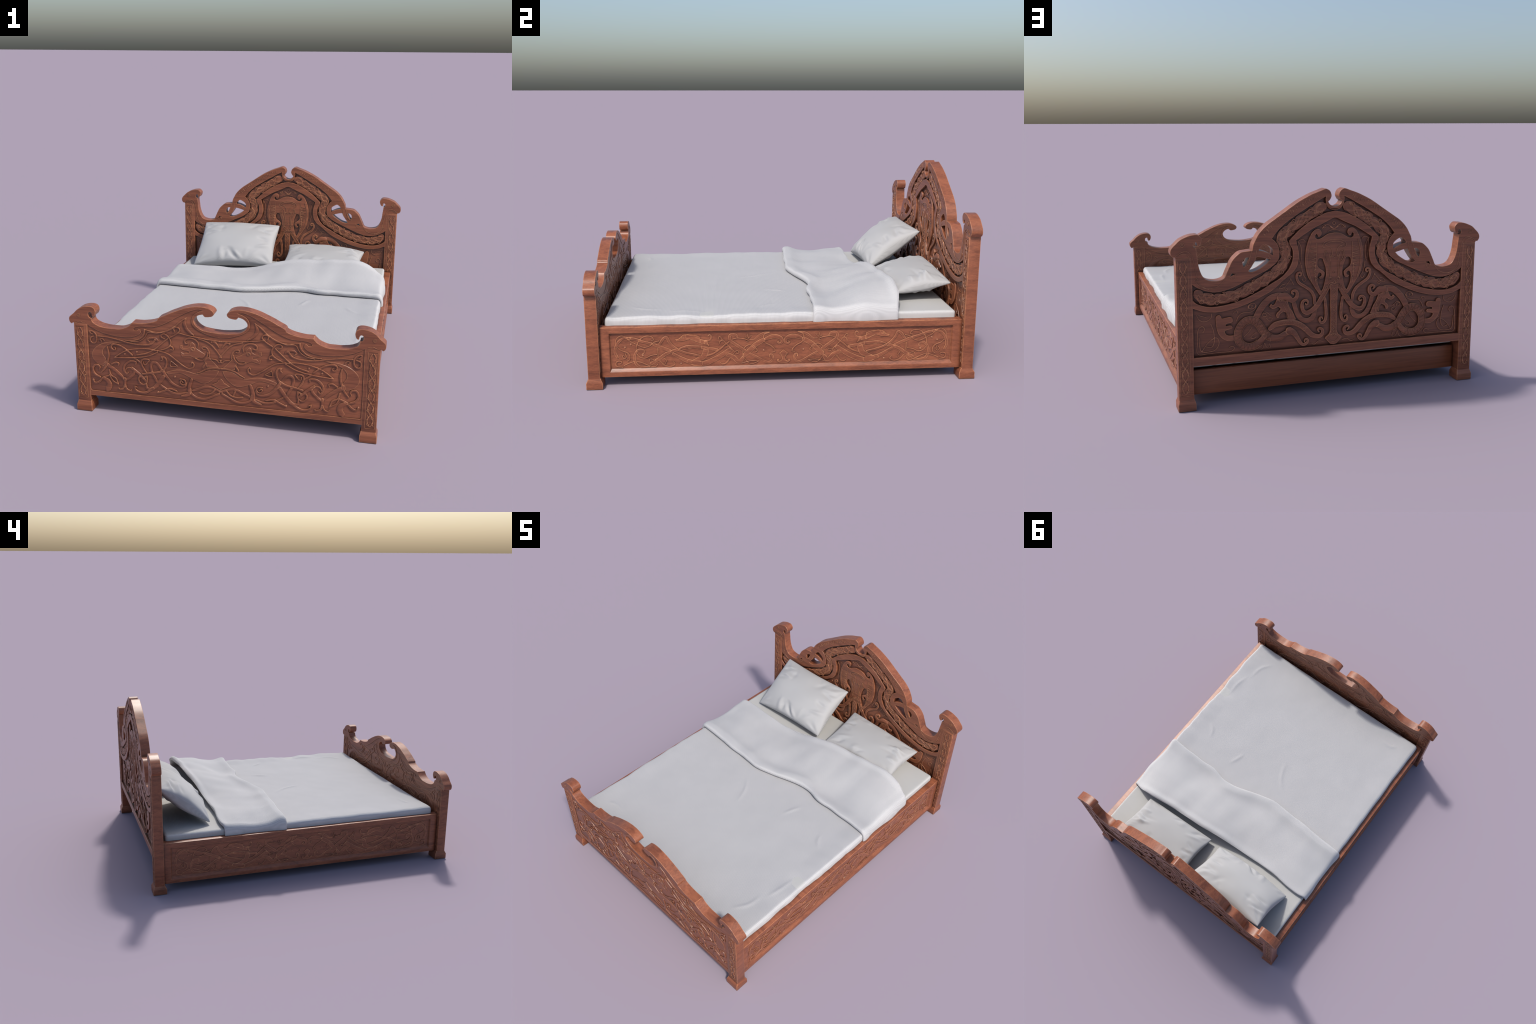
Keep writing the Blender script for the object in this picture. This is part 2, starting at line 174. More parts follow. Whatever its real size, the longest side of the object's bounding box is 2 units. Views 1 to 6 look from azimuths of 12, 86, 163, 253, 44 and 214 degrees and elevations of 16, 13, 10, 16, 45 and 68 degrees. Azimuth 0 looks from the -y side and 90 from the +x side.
# side rail: carved from the foot end to the middle, repeated mirrored (y along the bed)
RAIL = {
    "bird": [(-551, 242), (-535, 244), (-511, 265), (-483, 266), (-454, 263), (-426, 252), (-426, 215), (-446, 228), (-477, 241), (-507, 231), (-544, 231)],
    "diamond": [(-1, 173), (-23, 154), (-13, 142), (-8, 130), (-10, 117), (-21, 111), (-25, 122), (-33, 121), (-34, 110), (-22, 102), (-1, 99)],
}
RAIL_STROKES = [
    ("oval", [(-849, 227), (-846, 248), (-823, 266), (-798, 259), (-776, 237), (-751, 223)], 5.2),
    ("oval2", [(-843, 153), (-854, 181), (-844, 221), (-821, 247), (-798, 256), (-778, 254)], [11.9, 13.1, 13.1, 11.9, 10.7, 8.9]),
    ("bandlong", [(-784, 254), (-747, 247), (-708, 232), (-671, 222)], 12.6),
    ("bandlong2", [(-660, 217), (-623, 202), (-580, 183)], 14.5),
    ("s1", [(-840, 205), (-824, 190), (-796, 178), (-781, 161), (-783, 139), (-793, 133)], [4.1, 5.9, 7.1, 7.1, 6.5, 4.1]),
    ("s2", [(-811, 165), (-817, 159), (-809, 146), (-798, 155), (-802, 171)], 4.8),
    ("curl1", [(-748, 184), (-744, 215), (-727, 245), (-701, 261), (-672, 259), (-659, 243), (-669, 239)], [5.9, 5.9, 5.9, 5.9, 5.9, 5.3, 3.5]),
    ("wave1", [(-743, 218), (-709, 203), (-680, 210), (-656, 229), (-633, 235)], 5.2),
    ("chev", [(-631, 218), (-598, 255), (-582, 229), (-559, 202), (-522, 178), (-479, 163), (-433, 152)], [11.8, 13.0, 13.0, 11.8, 10.6, 10.6, 10.0]),
    ("cross", [(-675, 115), (-639, 138), (-595, 168), (-542, 186)], 15.3),
    ("under", [(-563, 165), (-523, 141), (-480, 120), (-429, 110)], [12.9, 16.4, 23.5, 26.4]),
    ("arc2", [(-531, 192), (-493, 202), (-452, 199), (-427, 197)], [5.8, 12.8, 14.5, 14.5]),
    ("cring", [(-719, 167), (-707, 177), (-715, 190), (-738, 189), (-755, 166), (-757, 136), (-744, 107), (-718, 100), (-684, 99)], [4.1, 6.5, 7.7, 10.7, 11.8, 13.0, 13.0, 11.8, 5.9]),
    ("wave2", [(-743, 166), (-731, 152), (-705, 145), (-676, 158), (-647, 163)], 5.2),
    ("loopbl", [(-830, 119), (-822, 127), (-835, 133), (-850, 126), (-848, 106), (-819, 100)], [4.1, 6.5, 7.1, 7.1, 7.6, 5.3]),
    ("wave3", [(-810, 109), (-784, 121), (-761, 128)], 5.2),
    ("wave4", [(-743, 129), (-718, 120), (-684, 104), (-655, 98), (-643, 111)], 5.8),
    ("hk", [(-683, 130), (-684, 138), (-668, 139), (-654, 131)], 4.7),
    ("tailb", [(-631, 129), (-608, 105), (-580, 96), (-556, 108), (-562, 122)], [5.9, 7.1, 7.7, 7.1, 4.1]),
    ("stem", [(-639, 194), (-639, 151)], 5.5),
    ("stem2", [(-607, 142), (-598, 128), (-605, 112)], 4.9),
    ("birdtail", [(-490, 257), (-462, 245), (-429, 230), (-397, 221)], [21.4, 21.4, 21.4, 19.0]),
    ("birdcurl", [(-399, 229), (-377, 233), (-369, 248), (-377, 261), (-386, 256)], [9.7, 8.2, 7.2, 6.3, 3.4]),
    ("birdfoot", [(-399, 221), (-383, 206)], [12.2, 4.9]),
    ("arc3", [(-484, 199), (-442, 199), (-407, 194), (-371, 187), (-340, 181)], [14.2, 14.7, 14.7, 14.2, 13.3]),
    ("belt", [(-484, 121), (-444, 107), (-408, 108), (-360, 127), (-312, 154), (-276, 180)], [21.6, 26.4, 26.4, 25.2, 24.0, 21.6]),
    ("swp", [(-388, 151), (-364, 158), (-331, 179), (-302, 204), (-280, 221)], 8.7),
    ("up", [(-397, 179), (-407, 149), (-436, 132), (-467, 120)], [29.1, 29.1, 21.8, 14.6]),
    ("lobe", [(-235, 244), (-242, 256), (-261, 261), (-276, 253), (-273, 230), (-250, 210), (-221, 189), (-200, 173)], [7.3, 10.8, 12.2, 13.2, 13.7, 14.2, 14.7, 14.7]),
    ("flower", [(-261, 235), (-240, 240), (-211, 237), (-188, 231), (-180, 223), (-190, 222)], [5.3, 5.3, 5.3, 4.8, 4.3, 2.9]),
    ("fl1", [(-180, 238), (-186, 261)], 3.5),
    ("fl2", [(-178, 240), (-166, 253)], 3.4),
    ("fl3", [(-187, 238), (-197, 246)], 2.9),
    ("branch", [(-173, 230), (-152, 230), (-128, 249), (-102, 263), (-73, 268)], [4.8, 7.2, 12.0, 12.0, 4.8]),
    ("slab", [(-200, 148), (-169, 177), (-145, 202), (-106, 226)], [23.0, 24.2, 24.2, 23.0]),
    ("hoop", [(-201, 188), (-185, 200), (-166, 200), (-147, 187), (-135, 171), (-142, 164)], 5.9),
    ("diag", [(-171, 155), (-133, 133), (-97, 112), (-73, 106), (-56, 123), (-58, 144), (-69, 148), (-72, 136)], [9.9, 10.4, 10.8, 11.3, 10.8, 8.9, 6.9, 3.5]),
    ("vline", [(-75, 265), (-99, 256), (-103, 231), (-92, 210), (-68, 197), (-49, 179), (-44, 164), (-56, 161)], [3.9, 5.9, 6.4, 6.4, 5.9, 5.9, 5.4, 3.5]),
    ("scroll", [(-94, 231), (-68, 242), (-37, 244), (-13, 233), (-8, 216), (-20, 206), (-32, 214), (-24, 219)], [14.6, 21.8, 21.8, 17.0, 13.1, 9.7, 6.8, 3.4]),
    ("zig", [(-288, 153), (-257, 139), (-229, 113), (-210, 133)], [19.6, 22.0, 22.0, 17.1]),
    ("zig2", [(-277, 130), (-296, 107), (-313, 102), (-325, 111)], [7.3, 7.8, 6.8, 3.4]),
    ("oplus", [(-257, 157), (-248, 169), (-233, 171), (-231, 159), (-243, 159)], 4.4),
    ("oline", [(-288, 206), (-271, 188), (-255, 170)], 5.9),
    ("vine", [(-209, 168), (-207, 143), (-195, 122), (-172, 101), (-150, 103), (-128, 114)], 4.4),
    ("vine2", [(-215, 105), (-188, 112), (-162, 116), (-131, 114)], 3.8),
    ("sprig", [(-297, 216), (-311, 231), (-325, 224), (-328, 214)], 5.4),
    ("sprig2", [(-314, 230), (-318, 244), (-330, 249), (-332, 239)], 4.9),
]
RAIL_DOTS = [(-803, 204), (-774, 219), (-512, 249), (-715, 159), (-524, 110), (-102, 170)]

# ---------------------------------------------------------------- helpers
def catmull(pts, sub=3, closed=False, corner=48.0):
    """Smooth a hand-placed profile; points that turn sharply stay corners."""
    P = [Vector(p) for p in pts]
    n = len(P)
    def turn(i):
        if not closed and (i == 0 or i == n - 1):
            return 180.0
        a, b = P[i] - P[i - 1], P[(i + 1) % n] - P[i]
        if a.length < 1e-9 or b.length < 1e-9:
            return 0.0
        return math.degrees(a.angle(b))
    hard = [turn(i) > corner for i in range(n)]
    out = []
    for i in range(n if closed else n - 1):
        p1, p2 = P[i], P[(i + 1) % n]
        p0 = P[i - 1] if (closed or i > 0) else p1
        p3 = P[(i + 2) % n] if (closed or i + 2 < n) else p2
        L = (p2 - p1).length
        t1 = p2 - p1 if hard[i] else (p2 - p0)
        t2 = p2 - p1 if hard[(i + 1) % n] else (p3 - p1)
        t1 = t1.normalized() * L * (1 if not hard[i] else 1)
        t2 = t2.normalized() * L
        for k in range(sub):
            t = k / sub
            h00, h10 = 2*t**3 - 3*t**2 + 1, t**3 - 2*t**2 + t
            h01, h11 = -2*t**3 + 3*t**2, t**3 - t**2
            out.append(h00*p1 + h10*t1 + h01*p2 + h11*t2)
    if not closed:
        out.append(P[-1].copy())
    return out


def mm(pts):
    return [(x / 1000.0, z / 1000.0) for x, z in pts]


def mirrored_loop(half):
    """A closed loop from a half profile that runs from centre line to centre line."""
    half = [(max(x, 0.0), z) for x, z in half]
    half[0] = (0.0, half[0][1])
    half[-1] = (0.0, half[-1][1])
    return half + [(-x, z) for x, z in reversed(half[1:-1])]


def flip(pts):
    return [(-x, z) for x, z in pts]


def new_object(name, mesh, parent=None, mats=(), label=None, category=None, kind=None):
    ob = bpy.data.objects.new(name, mesh)
    scene.collection.objects.link(ob)
    for m in mats:
        if m.name not in [s.name for s in mesh.materials if s]:
            mesh.materials.append(m)
    if parent:
        ob.parent = parent
    if label:
        ob["label"], ob["category"] = label, category
    if kind:
        ob["kind"] = kind
    return ob


def smooth(me, angle=32):
    me.polygons.foreach_set("use_smooth", [True] * len(me.polygons))
    me.set_sharp_from_angle(angle=math.radians(angle))
    me.update()
    return me


def plate_mesh(name, loops, y0, y1, bevel=0.0015, angle=25):
    """Board sawn to one or more outlines (the first outer, the rest holes), upright between y0 and y1."""
    cu = bpy.data.curves.new(name + "_profile", "CURVE")
    cu.dimensions, cu.fill_mode = "2D", "BOTH"
    t = abs(y1 - y0)
    bevel = min(bevel, t * 0.3)
    cu.extrude, cu.bevel_depth, cu.offset, cu.bevel_resolution = t / 2 - bevel, bevel, -bevel, 1
    for loop in loops:
        sp = cu.splines.new("POLY")
        sp.points.add(len(loop) - 1)
        for p, q in zip(sp.points, loop):
            p.co = (q[0], q[1], 0, 1)
        sp.use_cyclic_u = True
    ob = bpy.data.objects.new(name, cu)
    scene.collection.objects.link(ob)
    dg = bpy.context.evaluated_depsgraph_get()
    me = bpy.data.meshes.new_from_object(ob.evaluated_get(dg))
    bpy.data.objects.remove(ob)
    bpy.data.curves.remove(cu)
    bm = bmesh.new()
    bm.from_mesh(me)
    bmesh.ops.remove_doubles(bm, verts=bm.verts, dist=1e-5)
    yc = (y0 + y1) / 2
    for v in bm.verts:
        v.co = (v.co.x, yc + v.co.z, v.co.y)
    bmesh.ops.recalc_face_normals(bm, faces=bm.faces)
    bm.to_mesh(me)
    bm.free()
    me.name = name
    return smooth(me, angle)


class Relief:
    """Collects carved strokes (swept ribbons) on a plane into one mesh."""
    def __init__(self, place):
        self.v, self.f, self.place, self.k = [], [], place, 0

    def stroke(self, pts, w, h, sub=4, round_top=True, z0=0.0, sink=0.001, taper=True, rise=0.0007):
        pts = mm(pts) if max(max(abs(a), abs(b)) for a, b in pts) > 5 else pts
        if isinstance(w, (int, float)):
            w = [w] * len(pts)
        w = list(w) + [w[-1]] * (len(pts) - len(w))
        path = catmull(pts, sub, corner=112)
        n = len(path)
        wid = [float(np.interp(i / sub, range(len(w)), w)) / 1000.0 for i in range(n)]
        # rounded ends
        def cap(p, d, ww):
            r = ww / 2
            return [(p + d * (r * math.sin(a)), ww * math.cos(a)) for a in (0.5, 1.0, 1.35)]
        if taper and n > 1:
            a = cap(path[0], (path[0] - path[1]).normalized(), wid[0])
            b = cap(path[-1], (path[-1] - path[-2]).normalized(), wid[-1])
            path = [q for q, _ in reversed(a)] + path + [q for q, _ in b]
            wid = [q for _, q in reversed(a)] + wid + [q for _, q in b]
            n = len(path)
        self.k += 1
        h = h + (self.k % 17) * 0.00004
        if round_top:
            sec = [(-0.5, -sink), (-0.49, 0.45 * h), (-0.40, 0.85 * h), (-0.20, h), (0.20, h), (0.40, 0.85 * h), (0.49, 0.45 * h), (0.5, -sink)]
        else:
            sec = [(-0.5, -sink), (-0.5, 0.84 * h), (-0.43, h), (0.43, h), (0.5, 0.84 * h), (0.5, -sink)]
        base = len(self.v)
        m = len(sec)
        for i in range(n):
            t = (path[min(i + 1, n - 1)] - path[max(i - 1, 0)])
            t = t.normalized() if t.length > 1e-9 else Vector((1, 0))
            nx, nz = -t.y, t.x
            for s, hh in sec:
                self.v.append(self.place(path[i].x + nx * s * wid[i], path[i].y + nz * s * wid[i], z0 + hh + (rise * i / n if hh > 0 else 0)))
        for i in range(n - 1):
            for j in range(m - 1):
                a = base + i * m + j
                self.f.append((a, a + 1, a + m + 1, a + m))
        self.f.append(tuple(base + j for j in range(m)))
        self.f.append(tuple(base + (n - 1) * m + j for j in reversed(range(m))))

    def pad(self, loop, h, sink=0.001, bevel=0.0012, z0=0.0):
        """A raised flat shape with a chamfered rim."""
        self.k += 1
        h = h + (self.k % 17) * 0.00004
        P = [Vector(p) for p in loop]
        n = len(P)
        area = sum(P[i].x * P[(i + 1) % n].y - P[(i + 1) % n].x * P[i].y for i in range(n))
        if area < 0:
            P.reverse()
        ins = []
        for i in range(n):
            t = (P[(i + 1) % n] - P[i - 1]).normalized()
            ins.append(P[i] + Vector((-t.y, t.x)) * bevel)
        base = len(self.v)
        for ring, hh in ((P, -sink), (P, max(h * 0.35, h - bevel * 1.3)), (ins, h)):
            for p in ring:
                self.v.append(self.place(p.x, p.y, z0 + hh))
        for r in range(2):
            for i in range(n):
                j = (i + 1) % n
                self.f.append((base + r*n + i, base + r*n + j, base + (r+1)*n + j, base + (r+1)*n + i))
        tri = tessellate_polygon([[Vector((p.x, p.y, 0)) for p in ins]])
        for a, b, c in tri:
            self.f.append((base + 2*n + a, base + 2*n + b, base + 2*n + c))

    def dot(self, x, z, r, h):
        self.pad([(x + r*math.cos(a*math.tau/10), z + r*math.sin(a*math.tau/10)) for a in range(10)], h, bevel=r*0.45)

    def ring(self, x, z, r, w, h):
        self.stroke([(x + r*math.cos(a*math.tau/8), z + r*math.sin(a*math.tau/8)) for a in range(9)], w, h, taper=False)

    def mesh(self, name, angle=40):
        me = bpy.data.meshes.new(name)
        me.from_pydata(self.v, [], self.f)
        bm = bmesh.new()
        bm.from_mesh(me)
        bmesh.ops.recalc_face_normals(bm, faces=bm.faces)
        bm.to_mesh(me)
        bm.free()
        return smooth(me, angle)


def on_plane(y, out):
    """Places relief on an upright plane at y that faces out (+1 to the back, -1 to the front)."""
    return lambda x, z, h: (x, y + out * h, z)


def box_mesh(name, x0, x1, y0, y1, z0, z1, bevel=0.002, seg=2):
    me = bpy.data.meshes.new(name)
    bm = bmesh.new()
    bmesh.ops.create_cube(bm, size=1)
    for v in bm.verts:
        v.co = ((x0+x1)/2 + v.co.x*(x1-x0), (y0+y1)/2 + v.co.y*(y1-y0), (z0+z1)/2 + v.co.z*(z1-z0))
    if bevel:
        bmesh.ops.bevel(bm, geom=bm.edges[:], offset=bevel, segments=seg, affect="EDGES", profile=0.5)
    bm.to_mesh(me)
    bm.free()
    return smooth(me, 40)


# ---------------------------------------------------------------- materials
def ramp(nt, stops):
    r = nt.nodes.new("ShaderNodeValToRGB")
    e = r.color_ramp.elements
    e[0].position, e[0].color = stops[0][0], (*stops[0][1], 1)
    e[1].position, e[1].color = stops[-1][0], (*stops[-1][1], 1)
    for p, c in stops[1:-1]:
        q = e.new(p)
        q.color = (*c, 1)
    return r


def wood(name, dark, mid, light, edge, scale=(1.6, 5.0, 26.0), wear=0.75, baked_ao=0.55, rough=0.40):
    m = bpy.data.materials.new(name)
    m.use_nodes = True
    nt = m.node_tree
    N, Lk = nt.nodes.new, nt.links.new
    bs = nt.nodes["Principled BSDF"]
    tc = N("ShaderNodeTexCoord")
    mp = N("ShaderNodeMapping")
    mp.inputs["Scale"].default_value = scale
    Lk(tc.outputs["Object"], mp.inputs["Vector"])
    # wandering grain
    big = N("ShaderNodeTexNoise")
    big.inputs["Scale"].default_value, big.inputs["Detail"].default_value = 1.6, 4
    big.inputs["Distortion"].default_value = 0.9
    Lk(mp.outputs[0], big.inputs["Vector"])
    fine_map = N("ShaderNodeMapping")
    fine_map.inputs["Scale"].default_value = tuple(s * k for s, k in zip(scale, (3.0, 6.0, 7.0)))
    Lk(tc.outputs["Object"], fine_map.inputs["Vector"])
    fine = N("ShaderNodeTexNoise")
    fine.inputs["Scale"].default_value, fine.inputs["Detail"].default_value, fine.inputs["Roughness"].default_value = 2.0, 5, 0.65
    Lk(fine_map.outputs[0], fine.inputs["Vector"])
    mix = N("ShaderNodeMix")
    mix.inputs[0].default_value = 0.5
    Lk(big.outputs["Fac"], mix.inputs[2])
    Lk(fine.outputs["Fac"], mix.inputs[3])
    col = ramp(nt, [(0.30, dark), (0.50, mid), (0.70, light)])
    Lk(mix.outputs[0], col.inputs[0])
    # worn edges: the rounded normal differs from the true one along an arris
    bev = N("ShaderNodeBevel")
    bev.samples = 8
    bev.inputs["Radius"].default_value = 0.0055
    geo = N("ShaderNodeNewGeometry")
    dot = N("ShaderNodeVectorMath")
    dot.operation = "DOT_PRODUCT"
    Lk(bev.outputs[0], dot.inputs[0])
    Lk(geo.outputs["Normal"], dot.inputs[1])
    mr = N("ShaderNodeMapRange")
    mr.inputs[1].default_value, mr.inputs[2].default_value = 0.985, 0.92
    Lk(dot.outputs["Value"], mr.inputs[0])
    pat = N("ShaderNodeTexNoise")
    pat.inputs["Scale"].default_value, pat.inputs["Detail"].default_value = 38, 4
    Lk(tc.outputs["Object"], pat.inputs["Vector"])
    pr = N("ShaderNodeMapRange")
    pr.inputs[1].default_value, pr.inputs[2].default_value, pr.inputs[3].default_value, pr.inputs[4].default_value = 0.34, 0.60, 0.30, 1.0
    Lk(pat.outputs["Fac"], pr.inputs[0])
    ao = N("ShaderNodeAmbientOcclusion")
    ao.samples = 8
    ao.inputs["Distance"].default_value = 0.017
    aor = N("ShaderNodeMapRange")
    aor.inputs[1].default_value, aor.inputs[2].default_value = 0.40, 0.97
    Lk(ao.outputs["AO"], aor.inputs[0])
    w1 = N("ShaderNodeMath"); w1.operation = "MULTIPLY"
    Lk(mr.outputs[0], w1.inputs[0]); Lk(pr.outputs[0], w1.inputs[1])
    w2 = N("ShaderNodeMath"); w2.operation = "MULTIPLY"
    Lk(w1.outputs[0], w2.inputs[0]); Lk(aor.outputs[0], w2.inputs[1])
    w3 = N("ShaderNodeMath"); w3.operation = "MULTIPLY"; w3.inputs[1].default_value = wear
    Lk(w2.outputs[0], w3.inputs[0])
    em = N("ShaderNodeMix"); em.data_type = "RGBA"
    Lk(w3.outputs[0], em.inputs[0]); Lk(col.outputs[0], em.inputs[6])
    em.inputs[7].default_value = (*edge, 1)
    # occlusion shade of the hollows, baked into the base colour
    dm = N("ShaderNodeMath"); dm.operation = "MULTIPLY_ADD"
    Lk(aor.outputs[0], dm.inputs[0]); dm.inputs[1].default_value, dm.inputs[2].default_value = -baked_ao, baked_ao
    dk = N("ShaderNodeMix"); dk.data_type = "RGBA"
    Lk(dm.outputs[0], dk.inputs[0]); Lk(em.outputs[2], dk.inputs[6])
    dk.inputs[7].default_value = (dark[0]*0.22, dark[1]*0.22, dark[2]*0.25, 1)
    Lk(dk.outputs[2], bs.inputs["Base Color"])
    bs.inputs["Roughness"].default_value = rough
    bs.inputs["Specular IOR Level"].default_value = 0.5
    bp = N("ShaderNodeBump")
    bp.inputs["Strength"].default_value, bp.inputs["Distance"].default_value = 0.25, 0.0012
    Lk(mix.outputs[0], bp.inputs["Height"])
    Lk(bp.outputs[0], bs.inputs["Normal"])
    return m


def cloth(name, base, edge, turn=1.0, lowest=0.72, weave=330.0, strength=0.25, rough=0.9):
    m = bpy.data.materials.new(name)
    m.use_nodes = True
    nt = m.node_tree
    N, Lk = nt.nodes.new, nt.links.new
    bs = nt.nodes["Principled BSDF"]
    tc = N("ShaderNodeTexCoord")
    n1 = N("ShaderNodeTexNoise")
    n1.inputs["Scale"].default_value, n1.inputs["Detail"].default_value = 5.0, 3
    Lk(tc.outputs["Object"], n1.inputs["Vector"])
    col0 = ramp(nt, [(0.3, tuple(c * 0.965 for c in base)), (0.7, base)])
    Lk(n1.outputs["Fac"], col0.inputs[0])
    # edge and fold brightening painted in: colour lightened as the normal tilts
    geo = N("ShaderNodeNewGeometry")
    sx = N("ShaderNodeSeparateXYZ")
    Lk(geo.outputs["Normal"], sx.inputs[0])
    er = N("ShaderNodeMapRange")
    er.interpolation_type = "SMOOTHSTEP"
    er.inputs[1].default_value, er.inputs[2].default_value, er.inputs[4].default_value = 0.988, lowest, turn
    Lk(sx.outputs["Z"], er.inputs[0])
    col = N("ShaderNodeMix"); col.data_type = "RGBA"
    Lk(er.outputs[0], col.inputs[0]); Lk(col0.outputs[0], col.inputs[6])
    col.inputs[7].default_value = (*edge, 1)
    wx, wy = N("ShaderNodeTexWave"), N("ShaderNodeTexWave")
    for w, d in ((wx, "X"), (wy, "Y")):
        w.bands_direction = d
        w.inputs["Scale"].default_value, w.inputs["Distortion"].default_value = weave / 6.2832, 0.4
        Lk(tc.outputs["Object"], w.inputs["Vector"])
    ad = N("ShaderNodeMath")
    Lk(wx.outputs["Fac"], ad.inputs[0]); Lk(wy.outputs["Fac"], ad.inputs[1])
    mul = N("ShaderNodeMix"); mul.data_type = "RGBA"; mul.blend_type = "MULTIPLY"
    mul.inputs[0].default_value = 0.10
    Lk(col.outputs[2], mul.inputs[6]); Lk(ad.outputs[0], mul.inputs[7])
    Lk(mul.outputs[2], bs.inputs["Base Color"])
    bs.inputs["Roughness"].default_value = rough
    bs.inputs["Specular IOR Level"].default_value = 0.2
    bs.inputs["Sheen Weight"].default_value = 0.12
    bp = N("ShaderNodeBump")
    bp.inputs["Strength"].default_value, bp.inputs["Distance"].default_value = strength, 0.0012
    Lk(ad.outputs[0], bp.inputs["Height"])
    Lk(bp.outputs[0], bs.inputs["Normal"])
    return m


WOOD = wood("carved_walnut", (0.100, 0.0305, 0.0152), (0.222, 0.0715, 0.0340), (0.332, 0.113, 0.0525), (0.70, 0.315, 0.145), wear=0.95, baked_ao=0.74)
GROUND = wood("carved_walnut_ground", (0.080, 0.024, 0.0125), (0.165, 0.053, 0.0255), (0.250, 0.084, 0.040), (0.55, 0.23, 0.105), wear=0.6, baked_ao=0.74)  # WOOD colours darkened to put recess shadow into the sunk headboard fields
PLANK = wood("plain_walnut", (0.130, 0.037, 0.0145), (0.205, 0.062, 0.0245), (0.275, 0.089, 0.036), (0.36, 0.15, 0.07), scale=(1.2, 5, 30), wear=0.5, baked_ao=0.4)
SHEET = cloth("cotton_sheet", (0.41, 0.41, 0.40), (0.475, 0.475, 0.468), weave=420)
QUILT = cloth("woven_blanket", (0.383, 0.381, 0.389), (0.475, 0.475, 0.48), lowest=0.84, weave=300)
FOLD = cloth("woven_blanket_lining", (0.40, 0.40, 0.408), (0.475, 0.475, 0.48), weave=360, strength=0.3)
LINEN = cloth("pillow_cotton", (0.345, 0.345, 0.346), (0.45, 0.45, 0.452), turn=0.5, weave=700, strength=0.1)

# ---------------------------------------------------------------- bed frame
bed = new_object("bed", None)
bed["label"], bed["category"] = "dark carved wooden bed with scrolled tall headboard", "bed"
bed.empty_display_size = 0.2

HEAD_FRONT, HEAD_BACK = 0.930, 0.988
FOOT_FRONT, FOOT_BACK = -0.988, -0.930

# --- headboard
headboard_loop = mirrored_loop(catmull(mm(HEADBOARD["outline"]), 3))
openings = []
for k in ("opening_crescent", "opening_leaf", "opening_wedge", "opening_slot"):
    loop = catmull(mm(HEADBOARD[k]), 3, closed=True)
    openings += [[tuple(p) for p in loop], flip(loop)]
band = mirrored_loop(catmull(mm(HEADBOARD["frieze"]), 3, corner=40))
inner = mirrored_loop(catmull(mm(HEADBOARD["centre_field"]), 3, corner=40))
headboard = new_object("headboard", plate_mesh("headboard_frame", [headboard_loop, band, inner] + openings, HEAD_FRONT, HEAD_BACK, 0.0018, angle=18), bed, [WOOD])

FIELD = 0.0155   # depth of the sunk fields
def widen(loop, d):
    P = [Vector(p) for p in loop]
    n = len(P)
    area = sum(P[i].x * P[(i+1) % n].y - P[(i+1) % n].x * P[i].y for i in range(n))
    s = 1 if area > 0 else -1
    out = []
    for i in range(n):
        t = (P[(i+1) % n] - P[i-1]).normalized()
        out.append((P[i].x + s*t.y*d, P[i].y - s*t.x*d))
    return out

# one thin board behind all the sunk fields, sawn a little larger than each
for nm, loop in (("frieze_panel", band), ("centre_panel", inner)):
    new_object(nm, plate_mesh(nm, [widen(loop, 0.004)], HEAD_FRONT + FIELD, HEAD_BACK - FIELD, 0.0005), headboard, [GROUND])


def along(path, s, off):
    """Point at arc length s on a polyline, offset sideways."""
    P = path
    d = 0.0
    for a, b in zip(P, P[1:]):
        L = (b - a).length
        if d + L >= s or b is P[-1]:
            t = (s - d) / max(L, 1e-9)
            u = (b - a).normalized()
            q = a + (b - a) * t
            return (q.x - u.y * off, q.y + u.x * off)
        d += L


def length(path):
    return sum((b - a).length for a, b in zip(path, path[1:]))


def braid(rel, path, amp, period, w, h, phases, step=0.006, amps=None, trim=0.0):
    P = [Vector(p) for p in catmull(path, 6, corner=170)]
    T = length(P)
    n = max(8, int(T / step))
    for ph in phases:
        pts = []
        for i in range(n + 1):
            s = trim + (T - 2 * trim) * i / n
            a = amp * (1.0 if amps is None else amps(s / T))
            pts.append(along(P, s, a * math.sin(math.tau * s / period + ph)))
        rel.stroke(pts, w, h, sub=1)
    return P, T


def curl(rel, x, z, r, start, turns, w, h, hand=1):
    pts, ws = [], []
    n = int(10 * turns)
    for i in range(n + 1):
        t = i / n
        a = start + hand * math.tau * turns * t
        rr = r * (1 - 0.78 * t)
        pts.append((x + rr*math.cos(a), z + rr*math.sin(a)))
        ws.append(w * (1 - 0.45 * t))
    rel.stroke(pts, ws, h, sub=2)


FRIEZE_PATH = mm(FRIEZE_LINE)
frieze_sides = [FRIEZE_PATH, flip(FRIEZE_PATH)]
rng = random.Random(7)

